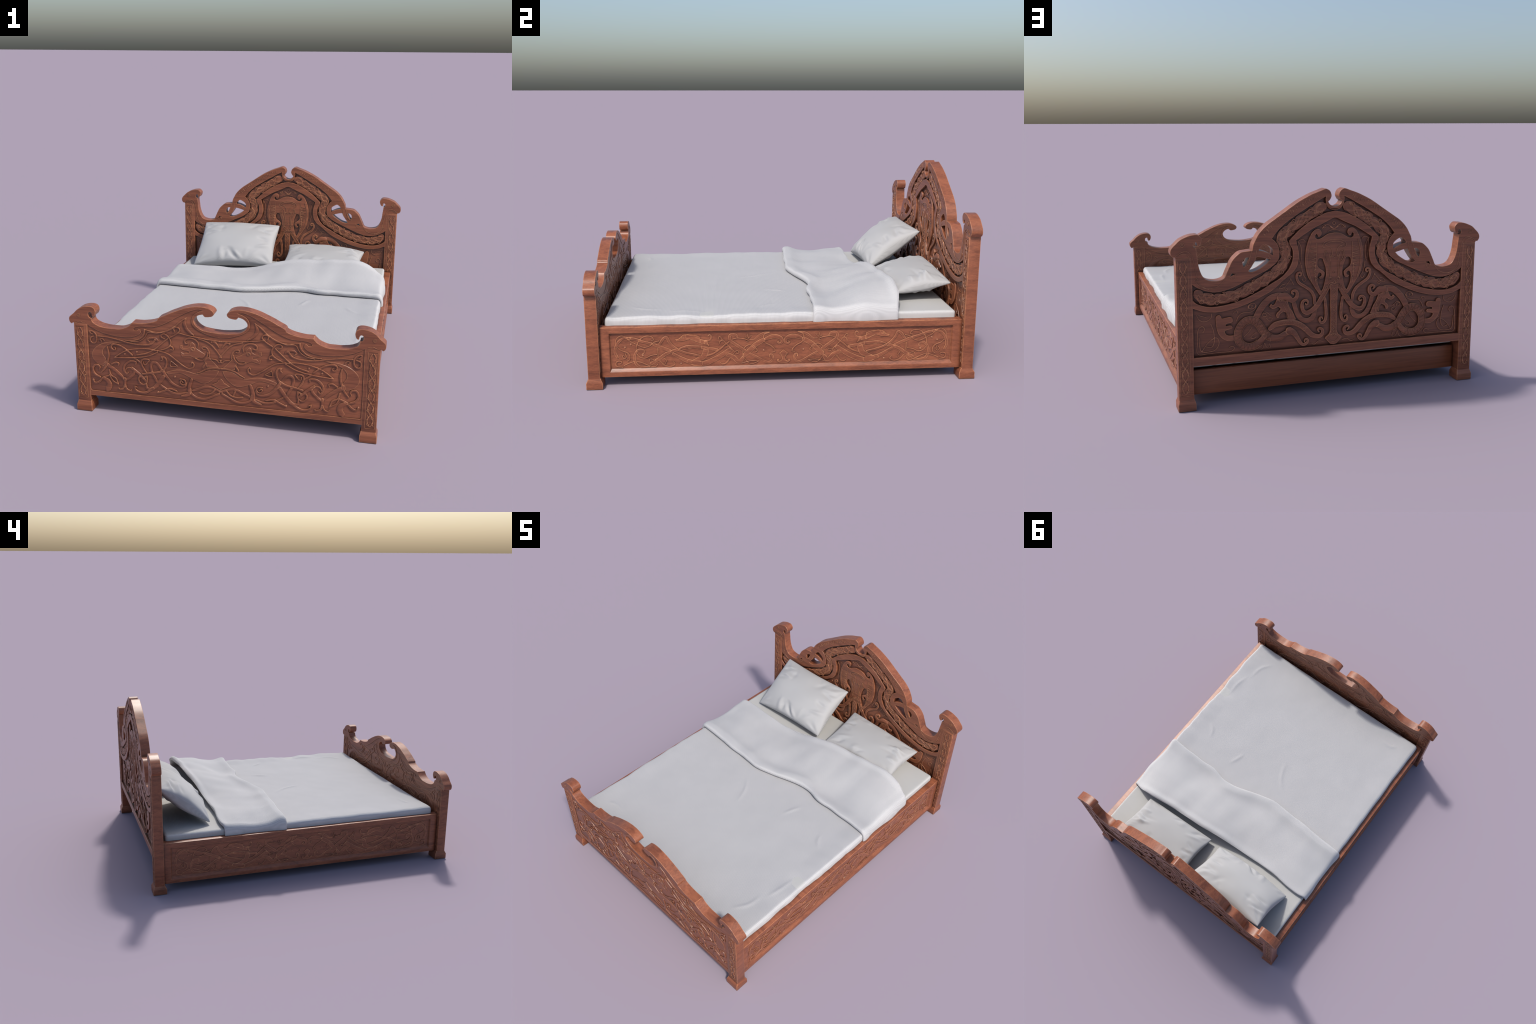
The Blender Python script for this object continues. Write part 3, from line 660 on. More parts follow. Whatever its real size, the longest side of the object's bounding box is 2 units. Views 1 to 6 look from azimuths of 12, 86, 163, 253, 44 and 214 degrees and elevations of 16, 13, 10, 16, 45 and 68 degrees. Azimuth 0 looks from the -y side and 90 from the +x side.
for out, y_field, y_face in ((1, HEAD_BACK - FIELD, HEAD_BACK), (-1, HEAD_FRONT + FIELD, HEAD_FRONT)):
    place = on_plane(y_field, out)
    # --- interlaced frieze: a raised bed with winding strands and curls on it
    rel = Relief(place)
    for path in frieze_sides:
        P, T = Relief, 0
        P = [Vector(p) for p in catmull(path, 6, corner=170)]
        T = length(P)
        hand = 1 if path is FRIEZE_PATH else -1
        bedpts = [along(P, 0.012 + (T-0.026) * i / 60, hand * 0.003*math.sin(i*1.7)) for i in range(61)]
        bedw = [51 + 5*math.sin(i*0.93) + 4*math.sin(i*2.3) for i in range(61)]
        rel.stroke(bedpts, bedw, 0.0106, sub=2, round_top=False)
        amps = lambda t: 0.80 + 0.22*math.sin(t*23)
        lift = Relief(on_plane(y_field + out*0.0104, out))
        braid(lift, path, 0.0215, 0.112, 8.0, 0.0028, (0.4, 0.4+math.pi), amps=amps, trim=0.012)
        braid(lift, path, 0.0180, 0.163, 6.0, 0.0024, (1.1, 1.1+math.pi*0.9), amps=amps, trim=0.016)
        k = 0
        s = 0.03
        while s < T - 0.03:
            side = 1 if k % 2 else -1
            x, z = along(P, s, side*0.0195)
            curl(lift, x, z, 0.0118, k*1.9, 1.3, 5.0, 0.0034, side*hand)
            s += 0.041 + 0.010*math.sin(k*1.3)
            k += 1
        base = len(rel.v)
        rel.v += lift.v
        rel.f += [tuple(base + i for i in f) for f in lift.f]
    rim = [(0, 955), (18, 957), (35, 968), (46, 986)]
    rel.stroke([(-x, z) for x, z in reversed(rim[1:])] + rim, 7, 0.0125)
    new_object("interlace_frieze", rel.mesh("interlace_frieze"), headboard, [WOOD], kind="stuff")

    # --- the great carved figures
    def figure(name, h, strokes=(), pads=(), both=True, holes=()):
        for sgn in ((1, -1) if both else (1,)):
            r = Relief(place)
            for pts, w in strokes:
                r.stroke([(sgn*x, z) for x, z in pts], w, h, sub=4, round_top=False, rise=0.0014)
            for pts in pads:
                loop = [(sgn*p[0], p[1]) for p in catmull(mm(pts), 3, closed=True, corner=50)]
                r.pad(loop, h + 0.0004)
            if both or sgn == 1:
                new_object(name, r.mesh(name), headboard, [WOOD])

    S = FIGURES
    # octopus: hooded mantle with two slits, over a long snake trunk
    hood = mirrored_loop(catmull(mm(S["hood"]), 3))
    slit = catmull(mm(S["slit"]), 2, closed=True)
    y_top = y_field + out * 0.0118
    lo, hi = sorted((y_field - out * 0.001, y_top))
    new_object("octopus_mantle", plate_mesh("octopus_mantle", [hood, [tuple(p) for p in slit], flip(slit)], lo, hi, 0.0012), headboard, [WOOD])
    r = Relief(place)
    trunk = mirrored_loop([(0, 0.585)] + mm(S["trunk"]))
    r.pad(trunk, 0.0121)
    new_object("serpent_trunk", r.mesh("serpent_trunk"), headboard, [WOOD])
    figure("tentacle", 0.0112, [S["arm_great"]])
    figure("tentacle", 0.0096, [S["arm_low"]])
    figure("tentacle", 0.0090, [S["arm_high"]])
    figure("beast_neck", 0.0072, [S["neck_loop"]])
    figure("beast_neck", 0.0078, [S["neck_arch"]])
    figure("beast_head", 0.0102, [S["crest"]], [S["beast"]])
    figure("serpent_body", 0.0094, [S["coil"], S["tail_fork"]])
    figure("serpent_body", 0.0104, [S["tail_band"]])
    figure("serpent_head", 0.0088, [], [S["serpent_head"]])

    # --- incised lines, letters and pattern on the figures
    def lines(h_base):
        return Relief(on_plane(y_field + out * h_base, out))
    fine = lines(0.0118)
    for pts, w in FACE_LINES:
        for sgn in (1, -1):
            fine.stroke([(sgn*x, z) for x, z in pts], w, 0.0016, sub=3)
    # tooth pattern along the hood
    for sgn in (1, -1):
        for i in range(9):
            z0, z1 = 0.770 - i*0.0185, 0.770 - (i + 1)*0.0185
            xo = 0.134 - 0.0002*(i - 2)**2 * 6
            a, b = (sgn*0.098, z0), (sgn*xo, (z0 + z1)/2)
            fine.stroke([a, b, (sgn*0.100, z1)], 3.2, 0.0014, sub=1)
        fine.stroke([(sgn*0.094, 0.79), (sgn*0.096, 0.72), (sgn*0.104, 0.64), (sgn*0.097, 0.585)], 3, 0.0014)
        fine.stroke([(sgn*0.126, 0.80), (sgn*0.141, 0.735), (sgn*0.137, 0.66), (sgn*0.120, 0.60)], 3, 0.0014)
    fine.ring(0, 0.640, 0.006, 2.6, 0.0014)
    fine.ring(0, 0.588, 0.007, 2.8, 0.0016)
    for sgn in (1, -1):
        fine.ring(sgn*0.021, 0.606, 0.008, 3.0, 0.0016)
    z = 0.555
    while z > 0.33:                      # lozenges down the trunk
        w = 0.012
        fine.stroke([(0, z), (w, z - 0.012), (0, z - 0.025), (-w, z - 0.012), (0, z)], 2.6, 0.0016, sub=1)
        fine.dot(0, z - 0.0125, 0.003, 0.0012)
        z -= 0.028
    fine.stroke([(-0.028, 0.30), (0, 0.322), (0.028, 0.30), (0, 0.278), (-0.028, 0.30)], 3, 0.0016, sub=2)
    new_object("incised_lines", fine.mesh("incised_lines"), headboard, [WOOD], kind="stuff")

    scales = lines(0.0096)
    def teeth(pts, half, t0, t1, pitch, r=scales):
        for sgn in (1, -1):
            P = [Vector((sgn*p.x, p.y)) for p in catmull(mm(pts), 6)]
            T = length(P)
            n = int(T*(t1 - t0)/pitch)
            zz = [along(P, T*t0 + i*pitch, half*(1 if i % 2 else -1)) for i in range(n)]
            if len(zz) > 1:
                r.stroke(zz, 2.4, 0.0014, sub=1)
            for o in (half*1.25, -half*1.25):
                r.stroke([along(P, T*t0 + (t1 - t0)*T*i/24, o) for i in range(25)], 2.0, 0.0012, sub=1)
    teeth(S["coil"][0], 0.0150, 0.18, 0.93, 0.0085)
    new_object("incised_lines", scales.mesh("incised_lines"), headboard, [WOOD], kind="stuff")
    scales2 = lines(0.0106)
    teeth(S["tail_band"][0], 0.0085, 0.45, 0.97, 0.0075, scales2)
    for sgn in (1, -1):
        scales2.ring(sgn*0.283, 0.513, 0.006, 2.6, 0.0014)
        scales2.stroke([(sgn*0.255, 0.50), (sgn*0.235, 0.46), (sgn*0.228, 0.42)], 2.6, 0.0012)
        scales2.stroke([(sgn*0.268, 0.49), (sgn*0.252, 0.46), (sgn*0.246, 0.42)], 2.6, 0.0012)
    new_object("incised_lines", scales2.mesh("incised_lines"), headboard, [WOOD], kind="stuff")

    ground = Relief(place)
    for pts, w in GROUND_LINES:
        for sgn in (1, -1):
            ground.stroke([(sgn*x, z) for x, z in pts], w, 0.0024, sub=4)
    # small knot under the apex
    for sgn in (1, -1):
        curl(ground, sgn*0.052, 0.870, 0.011, 0.5, 1.3, 4, 0.0024, sgn)
        ground.stroke([(sgn*0.062, 0.862), (sgn*0.035, 0.880), (0, 0.858), (sgn*-0.02, 0.868)], 5, 0.0024)
    ground.ring(0, 0.886, 0.008, 3.5, 0.0024)
    ground.stroke([(-0.03, 0.846), (0, 0.854), (0.03, 0.846)], 4, 0.0024)
    new_object("ground_ornament", ground.mesh("ground_ornament"), headboard, [WOOD], kind="stuff")

    # --- letters along the great arch, eyes, and lines on the outer frame
    face = Relief(on_plane(y_face, out))
    arch = [Vector(p) for p in catmull(mm(ARCH_TEXT_LINE), 6)]
    T = length(arch)
    for sgn in (1, -1):
        s = 0.012
        while s < T - 0.012:
            hgt, wd = 0.0095, rng.choice((0.004, 0.006, 0.007))
            ends = [(s - wd/2, -hgt), (s - wd/2, hgt), (s + wd/2, -hgt), (s + wd/2, hgt), (s, 0.0), (s + wd/2, 0.002)]
            for _ in range(rng.choice((2, 2, 3))):
                (s1, o1), (s2, o2) = rng.sample(ends, 2)
                p, q = along(arch, s1, o1), along(arch, s2, o2)
                face.stroke([(sgn*p[0], p[1]), (sgn*q[0], q[1])], 2.2, 0.0009, sub=1, taper=False)
            s += wd + 0.0075
        face.ring(sgn*0.762, 0.815, 0.010, 2.6, 0.0011)
        face.ring(sgn*0.762, 0.815, 0.0045, 2.2, 0.0009)
        for pts, w in FRAME_LINES:
            face.stroke([(sgn*x, z) for x, z in pts], w, 0.0010, sub=4)
    new_object("frame_lines", face.mesh("frame_lines"), headboard, [WOOD], kind="stuff")

# --- footboard
foot_loop = mirrored_loop(catmull(mm(FOOTBOARD["outline"]), 3))
field = mirrored_loop(catmull(mm(FOOTBOARD["field"]), 3, corner=55))
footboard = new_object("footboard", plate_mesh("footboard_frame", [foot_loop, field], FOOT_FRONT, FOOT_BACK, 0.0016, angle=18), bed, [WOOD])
SUNK = 0.0028
new_object("carved_panel", plate_mesh("carved_panel", [widen(field, 0.004)], FOOT_FRONT + SUNK, FOOT_BACK - SUNK, 0.0004), footboard, [WOOD])
for out, y, deep in ((-1, FOOT_FRONT + SUNK, 1.0), (1, FOOT_BACK - SUNK, 0.65)):
    rel = Relief(on_plane(y, out))
    for sgn in (1, -1):
        for nm in ("arch", "body", "bhead", "neck"):
            loop = [(sgn*p[0], p[1]) for p in catmull(mm(FOOTBOARD[nm]), 2, closed=True, corner=55)]
            rel.pad(loop, 0.0021*deep, bevel=0.0012)
        for i, (nm, pts, w) in enumerate(FOOT_STROKES):
            if sgn < 0 and nm in ONE_SIDED:
                continue
            rel.stroke([(sgn*x, z) for x, z in pts], w, (0.0030 + 0.0006*(i % 3))*deep, sub=4)
        for x, z in FOOT_DOTS:
            rel.dot(sgn*x/1000, z/1000, 0.0058, 0.0035)
        rel.ring(sgn*0.146, 0.410, 0.0075, 4, 0.0036)
    # centre lozenge under the crossed bodies
    rel.pad([(0.0, 0.262), (0.012, 0.252), (0.018, 0.240), (0.048, 0.222), (0.0, 0.198), (-0.048, 0.222), (-0.018, 0.240), (-0.012, 0.252)], 0.003)
    new_object("carved_relief", rel.mesh("carved_relief"), footboard, [WOOD], kind="stuff")
    face = Relief(on_plane(y - out*0.0 + out*SUNK, out))
    for sgn in (1, -1):
        face.ring(sgn*0.7655, 0.541, 0.0085, 2.6, 0.0011)
        face.ring(sgn*0.7655, 0.541, 0.0045, 2.2, 0.0009)
        face.stroke([(sgn*0.7335, 0.503), (sgn*0.748, 0.503), (sgn*0.758, 0.508), (sgn*0.777, 0.500), (sgn*0.789, 0.497)], 2.4, 0.0010)
    new_object("frame_lines", face.mesh("frame_lines"), footboard, [WOOD], kind="stuff")

# --- four posts, each on a block foot
def post(x_sign, y0, y1, top, name="post"):
    x0, x1 = sorted((x_sign*0.7212, x_sign*0.7945))
    ob = new_object(name, box_mesh(name, x0, x1, y0 - 0.0006, y1 + 0.0006, 0.045, top, 0.0018), bed, [WOOD])
    # foot: square block, chamfered up into the post
    me = bpy.data.meshes.new("foot")
    cx, cy = x_sign*0.7565, (0.958 if y0 > 0 else -0.958)
    rings = [(0.0435, 0.0415, 0.0), (0.0435, 0.0415, 0.0325), (0.0380, 0.0315, 0.0525), (0.036, 0.0295, 0.056)]
    v, f = [], []
    for rx, ry, z in rings:
        v += [(cx + sx*rx, cy + sy*ry, z) for sx, sy in ((-1, -1), (1, -1), (1, 1), (-1, 1))]
    for r in range(len(rings) - 1):
        for i in range(4):
            j = (i + 1) % 4
            f.append((r*4 + i, r*4 + j, r*4 + 4 + j, r*4 + 4 + i))
    f += [(3, 2, 1, 0), tuple(len(v) - 4 + i for i in range(4))]
    me.from_pydata(v, [], f)
    bm = bmesh.new(); bm.from_mesh(me)
    ed = [e for e in bm.edges if abs(e.verts[0].co.z - e.verts[1].co.z) > 0.01 or abs(e.verts[0].co.z + e.verts[1].co.z - 0.065) < 0.001]
    bmesh.ops.bevel(bm, geom=ed, offset=0.0015, segments=1, affect="EDGES", profile=0.5)
    bm.to_mesh(me); bm.free()
    new_object("foot", smooth(me, 14), ob, [WOOD])
    # carved strip on the two broad faces
    for out, y in ((-1, y0 - 0.0006), (1, y1 + 0.0006)):
        rel = Relief(on_plane(y, out))
        xa, xb, za, zb = x_sign*0.7375, x_sign*0.786, 0.074, top - 0.013
        rel.stroke([(xa, za), (xa, zb), (xb, zb), (xb, za), (xa, za)], 2.4, 0.0010, sub=1, taper=False)
        xm = (xa + xb)/2
        path = [(xm, za + 0.012 + (zb - za - 0.02)*i/12) for i in range(13)]
        braid(rel, path, 0.0145, 0.132, 5.2, 0.0020, (0.2, 0.2 + math.pi), step=0.005)
        z, k = za + 0.02, 0
        while z < zb - 0.02:
            sd = 1 if k % 2 else -1
            curl(rel, xm + sd*0.0115, z + 0.004, 0.0078, k*2.3, 1.2, 3.8, 0.0022, sd)
            rel.stroke([(xm - sd*0.018, z - 0.008), (xm - sd*0.010, z + 0.006), (xm - sd*0.014, z + 0.020)], [1.5, 5, 1.5], 0.0019)
            z += 0.034 + 0.008*math.sin(k*2.1)
            k += 1
        new_object("carved_strip", rel.mesh("carved_strip"), ob, [WOOD], kind="stuff")
    return ob

for sx in (-1, 1):
    post(sx, HEAD_FRONT, HEAD_BACK, 0.7510)
    post(sx, FOOT_FRONT, FOOT_BACK, 0.4935)

# --- side rails: framed boards with a sunk carved panel
RAIL_OUT, RAIL_IN, RAIL_Y0, RAIL_Y1, RAIL_Z0, RAIL_Z1 = 0.770, 0.722, -0.931, 0.931, 0.052, 0.315
def side_rail(sx):
    me = bpy.data.meshes.new("side_rail")
    oy = [(RAIL_Y0, RAIL_Z0), (RAIL_Y1, RAIL_Z0), (RAIL_Y1, RAIL_Z1), (RAIL_Y0, RAIL_Z1)]
    iy = [(-0.881, 0.076), (0.883, 0.076), (0.883, 0.284), (-0.881, 0.284)]
    py = [(-0.874, 0.092), (0.876, 0.092), (0.876, 0.279), (-0.874, 0.279)]
    v = [(sx*RAIL_OUT, y, z) for y, z in oy] + [(sx*RAIL_OUT, y, z) for y, z in iy] + [(sx*0.7575, y, z) for y, z in py] + [(sx*RAIL_IN, y, z) for y, z in oy]
    f = []
    for a, b in ((0, 4), (4, 8)):
        for i in range(4):
            j = (i + 1) % 4
            f.append((a + i, a + j, b + j, b + i))
    for i in range(4):
        j = (i + 1) % 4
        f.append((i, 12 + i, 12 + j, j))
    f += [(8, 9, 10, 11), (15, 14, 13, 12)]
    me.from_pydata(v, [], f)
    bm = bmesh.new(); bm.from_mesh(me)
    bmesh.ops.recalc_face_normals(bm, faces=bm.faces)
    ed = [e for e in bm.edges if all(abs(abs(w.co.x) - RAIL_OUT) < 1e-6 for w in e.verts) and not (abs(e.verts[0].co.y - e.verts[1].co.y) > 0.02 and abs(e.verts[0].co.z - e.verts[1].co.z) > 0.005)
          and not ((e.verts[0].index < 4) != (e.verts[1].index < 4))]
    bmesh.ops.bevel(bm, geom=ed, offset=0.0022, segments=2, affect="EDGES", profile=0.5)
    bm.to_mesh(me); bm.free()
    ob = new_object("side_rail", smooth(me, 30), bed, [WOOD])
    rel = Relief(lambda y, z, h: (sx*(0.7575 + h), y, z))
    for m in (1, -1):
        for nm in ("bird",):
            rel.pad([(m*p[0], p[1]) for p in catmull(mm(RAIL[nm]), 2, closed=True, corner=55)], 0.0028)
        for i, (nm, pts, w) in enumerate(RAIL_STROKES):
            big = (max(w) if isinstance(w, list) else w) > 9
            rel.stroke([(m*y, z) for y, z in pts], w, (0.0015 if big else 0.0022) + 0.0005*(i % 3), sub=4, round_top=not big)
        for y, z in RAIL_DOTS:
            rel.dot(m*y/1000, z/1000, 0.0055, 0.003)
        rel.ring(m*-0.523, 0.248, 0.004, 2, 0.004)
    half = mm([(min(y, 0), z) for y, z in RAIL["diamond"]])
    rel.pad(half + flip(half[1:-1])[::-1], 0.003)
    new_object("carved_relief", rel.mesh("carved_relief"), ob, [WOOD], kind="stuff")

for sx in (-1, 1):
    side_rail(sx)
# end rails under the headboard and behind the footboard
new_object("end_rail", box_mesh("end_rail", -0.7205, 0.7205, 0.905, 0.929, 0.054, 0.178, 0.002), bed, [PLANK])
new_object("end_rail", box_mesh("end_rail", -0.7205, 0.7205, -0.927, -0.903, 0.060, 0.178, 0.002), bed, [PLANK])
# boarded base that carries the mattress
for i in range(10):
    x0 = -0.7210 + i*0.1442
    new_object("base_board", box_mesh("base_board", x0 + 0.0004, x0 + 0.1438, -0.902, 0.902, 0.1200, 0.1380, 0.001), bed, [PLANK])

# ---------------------------------------------------------------- bedding
def wob(x, y, z, s, seed=0.0):
    return noise.noise(Vector((x*s + seed, y*s - seed, z*s + 3.7*seed)))


def smoothstep(t):
    t = min(max(t, 0.0), 1.0)
    return t*t*(3 - 2*t)

def graded(a, b, n, edge, m):
    """Coordinates from a to b: n steps across, m finer ones within edge of both ends."""
    lo = [a + edge*i/m for i in range(m)]
    mid = [a + edge + (b - a - 2*edge)*i/n for i in range(n + 1)]
    hi = [b - edge + edge*(i + 1)/m for i in range(m)]
    return lo + mid + hi


def soft_box(name, x0, x1, y0, y1, z0, z1, r, nx, ny, shift):
    """Rounded slab without a bottom edge line: grid faces pulled on to a rounded box, then shifted by a rule."""
    xs, ys = graded(x0, x1, nx, r*1.6, 6), graded(y0, y1, ny, r*1.6, 6)
    zs = [z0, (z0 + z1 - r*1.6)/2] + [z1 - r*1.6 + r*1.6*i/6 for i in range(7)]
    bm = bmesh.new()
    lo, hi = Vector((x0 + r, y0 + r, z0 - 1)), Vector((x1 - r, y1 - r, z1 - r))
    def vert(x, y, z):
        q = Vector((x, y, z))
        c = Vector((min(max(x, lo.x), hi.x), min(max(y, lo.y), hi.y), min(z, hi.z)))
        d = q - c
        n = d.normalized() if d.length > 1e-9 else Vector((0, 0, 1))
        p = c + n*r if d.length > 1e-9 else q
        return bm.verts.new(p + shift(p, n))
    def sheet(A, B, fn):
        g = [[fn(a, b) for b in B] for a in A]
        for i in range(len(A) - 1):
            for j in range(len(B) - 1):
                bm.faces.new((g[i][j], g[i+1][j], g[i+1][j+1], g[i][j+1]))
    sheet(xs, ys, lambda a, b: vert(a, b, z1))
    sheet(ys, zs, lambda a, b: vert(x1, a, b))
    sheet(ys, zs, lambda a, b: vert(x0, a, b))
    sheet(xs, zs, lambda a, b: vert(a, y0, b))
    sheet(xs, zs, lambda a, b: vert(a, y1, b))
    sheet(xs, ys, lambda a, b: bm.verts.new((a, b, z0)))
    bmesh.ops.remove_doubles(bm, verts=bm.verts, dist=2e-4)
    bmesh.ops.recalc_face_normals(bm, faces=bm.faces)
    me = bpy.data.meshes.new(name)
    bm.to_mesh(me); bm.free()
    return smooth(me, 70)


def mattress_shift(p, n):
    return n * (0.0015*wob(p.x, p.y, p.z, 5.0, 2.0) + 0.0006*wob(p.x, p.y, p.z, 18, 4.0))

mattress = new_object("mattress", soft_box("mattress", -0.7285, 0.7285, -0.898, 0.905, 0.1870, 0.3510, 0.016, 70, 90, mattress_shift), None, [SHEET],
                      label="thick mattress under a plain white cotton sheet", category="mattress")

CREASES = [((-0.147, 0.007), (-0.070, -0.090), (-0.028, -0.213)), ((0.30, 0.06), (0.275, 0.00), (0.255, -0.07)), ((0.54, -0.80), (0.60, -0.71), (0.61, -0.60)),
           ((-0.62, -0.80), (-0.58, -0.775), (-0.50, -0.775)), ((0.62, -0.12), (0.57, -0.08), (0.54, -0.02)), ((0.64, -0.60), (0.655, -0.5), (0.665, -0.38))]
CREASE_LINES = [catmull(c, 8) for c in CREASES]
def crease(x, y):
    h = 0.0
    for line in CREASE_LINES:
        if abs(x - line[8].x) > 0.2 or abs(y - line[8].y) > 0.2:
            continue
        best, bi = 1e9, 0
        for i, q in enumerate(line):
            d = (q.x - x)**2 + (q.y - y)**2
            if d < best:
                best, bi = d, i
        t = bi/(len(line) - 1)
        h += 0.0042*math.sin(math.pi*min(max(t, 0.02), 0.98))*math.exp(-best/(2*0.0082**2))
    return h

def blanket_shift(p, n):
    side = smoothstep((abs(p.x) - 0.60)/0.10)
    amp = 0.0150 if p.x > 0 else 0.0070
    sx = 1 if p.x > 0 else -1
    wave = wob(0.3*sx, p.y, 0.0, 6.3, 5.0 + sx) + 0.28*wob(0.3*sx, p.y, 0.0, 15.0, 9.0 + sx)
    d = Vector((sx*max(-0.0055, amp*wave)*side, 0, 0))
    d += n*(0.0022*wob(p.x, p.y, p.z, 4.2, 1.0) + 0.0012*wob(p.x, p.y, p.z, 11, 6.0))
    d.z += crease(p.x, p.y)*n.z + (0.016 if p.x > 0 else 0.007)*side*(wave + 0.2)*n.z
    if p.z < 0.33:
        d *= 0.9
    return d

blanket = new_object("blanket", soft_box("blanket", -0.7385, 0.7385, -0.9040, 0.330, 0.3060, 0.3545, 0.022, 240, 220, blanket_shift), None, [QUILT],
                     label="white woven blanket folded back below the pillows", category="blanket")

# turned-down edge of the blanket: a thick soft strip that drapes over one pillow
FOOT_EDGE = [(-0.76, 0.134), (-0.734, 0.134), (-0.66, 0.130), (-0.54, 0.122), (-0.395, 0.112), (-0.258, 0.106), (-0.176, 0.099), (-0.113, 0.109), (0.02, 0.142), (0.113, 0.174), (0.205, 0.194), (0.265, 0.193), (0.32, 0.168), (0.36, 0.163), (0.456, 0.169), (0.612, 0.165), (0.72, 0.152), (0.76, 0.152)]
HEAD_EDGE = [(-0.76, 0.530), (-0.70, 0.551), (-0.597, 0.550), (-0.470, 0.535), (-0.33, 0.537), (-0.164, 0.547), (0.0, 0.566), (0.137, 0.587), (0.237, 0.592), (0.387, 0.600), (0.549, 0.620), (0.655, 0.620), (0.739, 0.595), (0.76, 0.590)]
RAISE = [(-0.76, 0.0), (-0.5, 0.002), (-0.33, 0.007), (-0.164, 0.022), (-0.005, 0.052), (0.137, 0.069), (0.237, 0.073), (0.387, 0.076), (0.549, 0.074), (0.62, 0.062), (0.68, 0.034), (0.722, 0.008), (0.76, 0.0)]
def rule(table, x):
    k = [p[0] for p in table]
    acc = 0.0
    for dx, wt in ((-0.03, 0.25), (0, 0.5), (0.03, 0.25)):
        acc += wt*float(np.interp(x + dx, k, [p[1] for p in table]))
    return acc

def fold_mesh():
    W, zb, zt, r = 0.7400, 0.3150, 0.3570, 0.026
    sec = []
    for i in range(6):
        sec.append((-W, zb + (zt - r - zb)*i/6, -1, 0))
    for i in range(7):
        a = math.pi - (math.pi/2)*i/6
        sec.append((-W + r + r*math.cos(a), zt - r + r*math.sin(a), math.cos(a), math.sin(a)))
    inner_x = [-W + r + (2*W - 2*r)*i/120 for i in range(1, 120)]
    sec += [(x, zt, 0, 1) for x in inner_x]
    for i in range(7):
        a = math.pi/2 - (math.pi/2)*i/6
        sec.append((W - r + r*math.cos(a), zt - r + r*math.sin(a), math.cos(a), math.sin(a)))
    for i in range(6):
        sec.append((W, zt - r - (zt - r - zb)*(i + 1)/6, 1, 0))
    # profile round the strip: (place between the edges, thickness)
    prof = []
    nb, ntop = 8, 46
    for i in range(nb + 1):                                   # rolled foot edge
        a = -math.pi/2 - math.pi*i/nb
        prof.append(("foot", math.cos(a), math.sin(a)))
    for i in range(1, ntop):
        prof.append(("top", i/ntop, 1))
    for i in range(nb + 1):
        a = math.pi/2 - math.pi*i/nb
        prof.append(("head", math.cos(a), math.sin(a)))
    for i in range(1, 24):
        prof.append(("under", 1 - i/24, -1))
    v, f = [], []
    for x, z, nx, nz in sec:
        fe, he = rule(FOOT_EDGE, x), rule(HEAD_EDGE, x)
        fe += 0.005*wob(x, 0.2, z, 9, 3.0)
        for kind, a, b in prof:
            t_foot, t_head = 0.0185 + 0.0035*wob(x, 0.0, z, 7, 8.0), 0.0105 + 0.0075*smoothstep(rule(RAISE, x)/0.07)*(1 if nz > 0 else 0)
            if kind == "foot":
                y, tt = fe + t_foot + t_foot*a, t_foot + t_foot*b
            elif kind == "head":
                y, tt = he - t_head + t_head*a, t_head + t_head*b
            else:
                y = fe + t_foot + (he - t_head - fe - t_foot)*a
                roll = math.exp(-(max(0.0, y - fe - 0.02)/0.055)**2) + 0.55*math.exp(-((y - 0.44)/0.07)**2)*max(0.0, min(1.0, (abs(x) - 0.35)/0.3))
                top = 2*(0.0085 + (t_foot - 0.0085)*roll)
                hd = smoothstep((y - he + 0.06)/0.05)
                top = top*(1 - hd) + 2*t_head*hd
                tt = top if kind == "top" else 0.0
            q = smoothstep((y - fe - 0.02)/(0.86*(he - fe)))
            lean = 0.22*(1 - q)*min(1.0, max(0.0, (0.62 - x)/0.3))      # the hump narrows towards the foot
            lift = rule(RAISE, x - lean) * (1 if nz > 0 else 0)
            und = 0.0
            if kind == "top" or (kind != "under" and b > 0):
                und = (0.022*wob(x, y, 0, 3.6, 11.0) + 0.008*wob(x, y*0.6, 0, 8.0, 13.0))*smoothstep((y - fe)/0.06)
            dz = 1.13*lift*q*(0.85 + 0.15*q)
            off = tt + und
            sag = 0.006*smoothstep((y - 0.45)/0.1) * (1 if nz > 0.5 else 0)      # head edge stands clear of the sheet
            side = 1 - abs(nz)
            wv = 0.006*wob(0.2 if x > 0 else -0.2, y, 0, 9, 21.0)*(1 if abs(x) > 0.66 else 0)
            v.append((x + nx*off*0.45 + (wv if x > 0 else -wv), y, z + nz*off + dz + sag))
    m, n = len(prof), len(sec)
    for i in range(n - 1):
        for j in range(m):
            k = (j + 1) % m
            f.append((i*m + j, i*m + k, (i + 1)*m + k, (i + 1)*m + j))
    f.append(tuple(range(m)))
    f.append(tuple((n - 1)*m + j for j in reversed(range(m))))
    me = bpy.data.meshes.new("folded_edge")
    me.from_pydata(v, [], f)
    bm = bmesh.new(); bm.from_mesh(me)
    bmesh.ops.recalc_face_normals(bm, faces=bm.faces)
    bm.to_mesh(me); bm.free()
    return smooth(me, 75)

new_object("folded_edge", fold_mesh(), blanket, [FOLD])


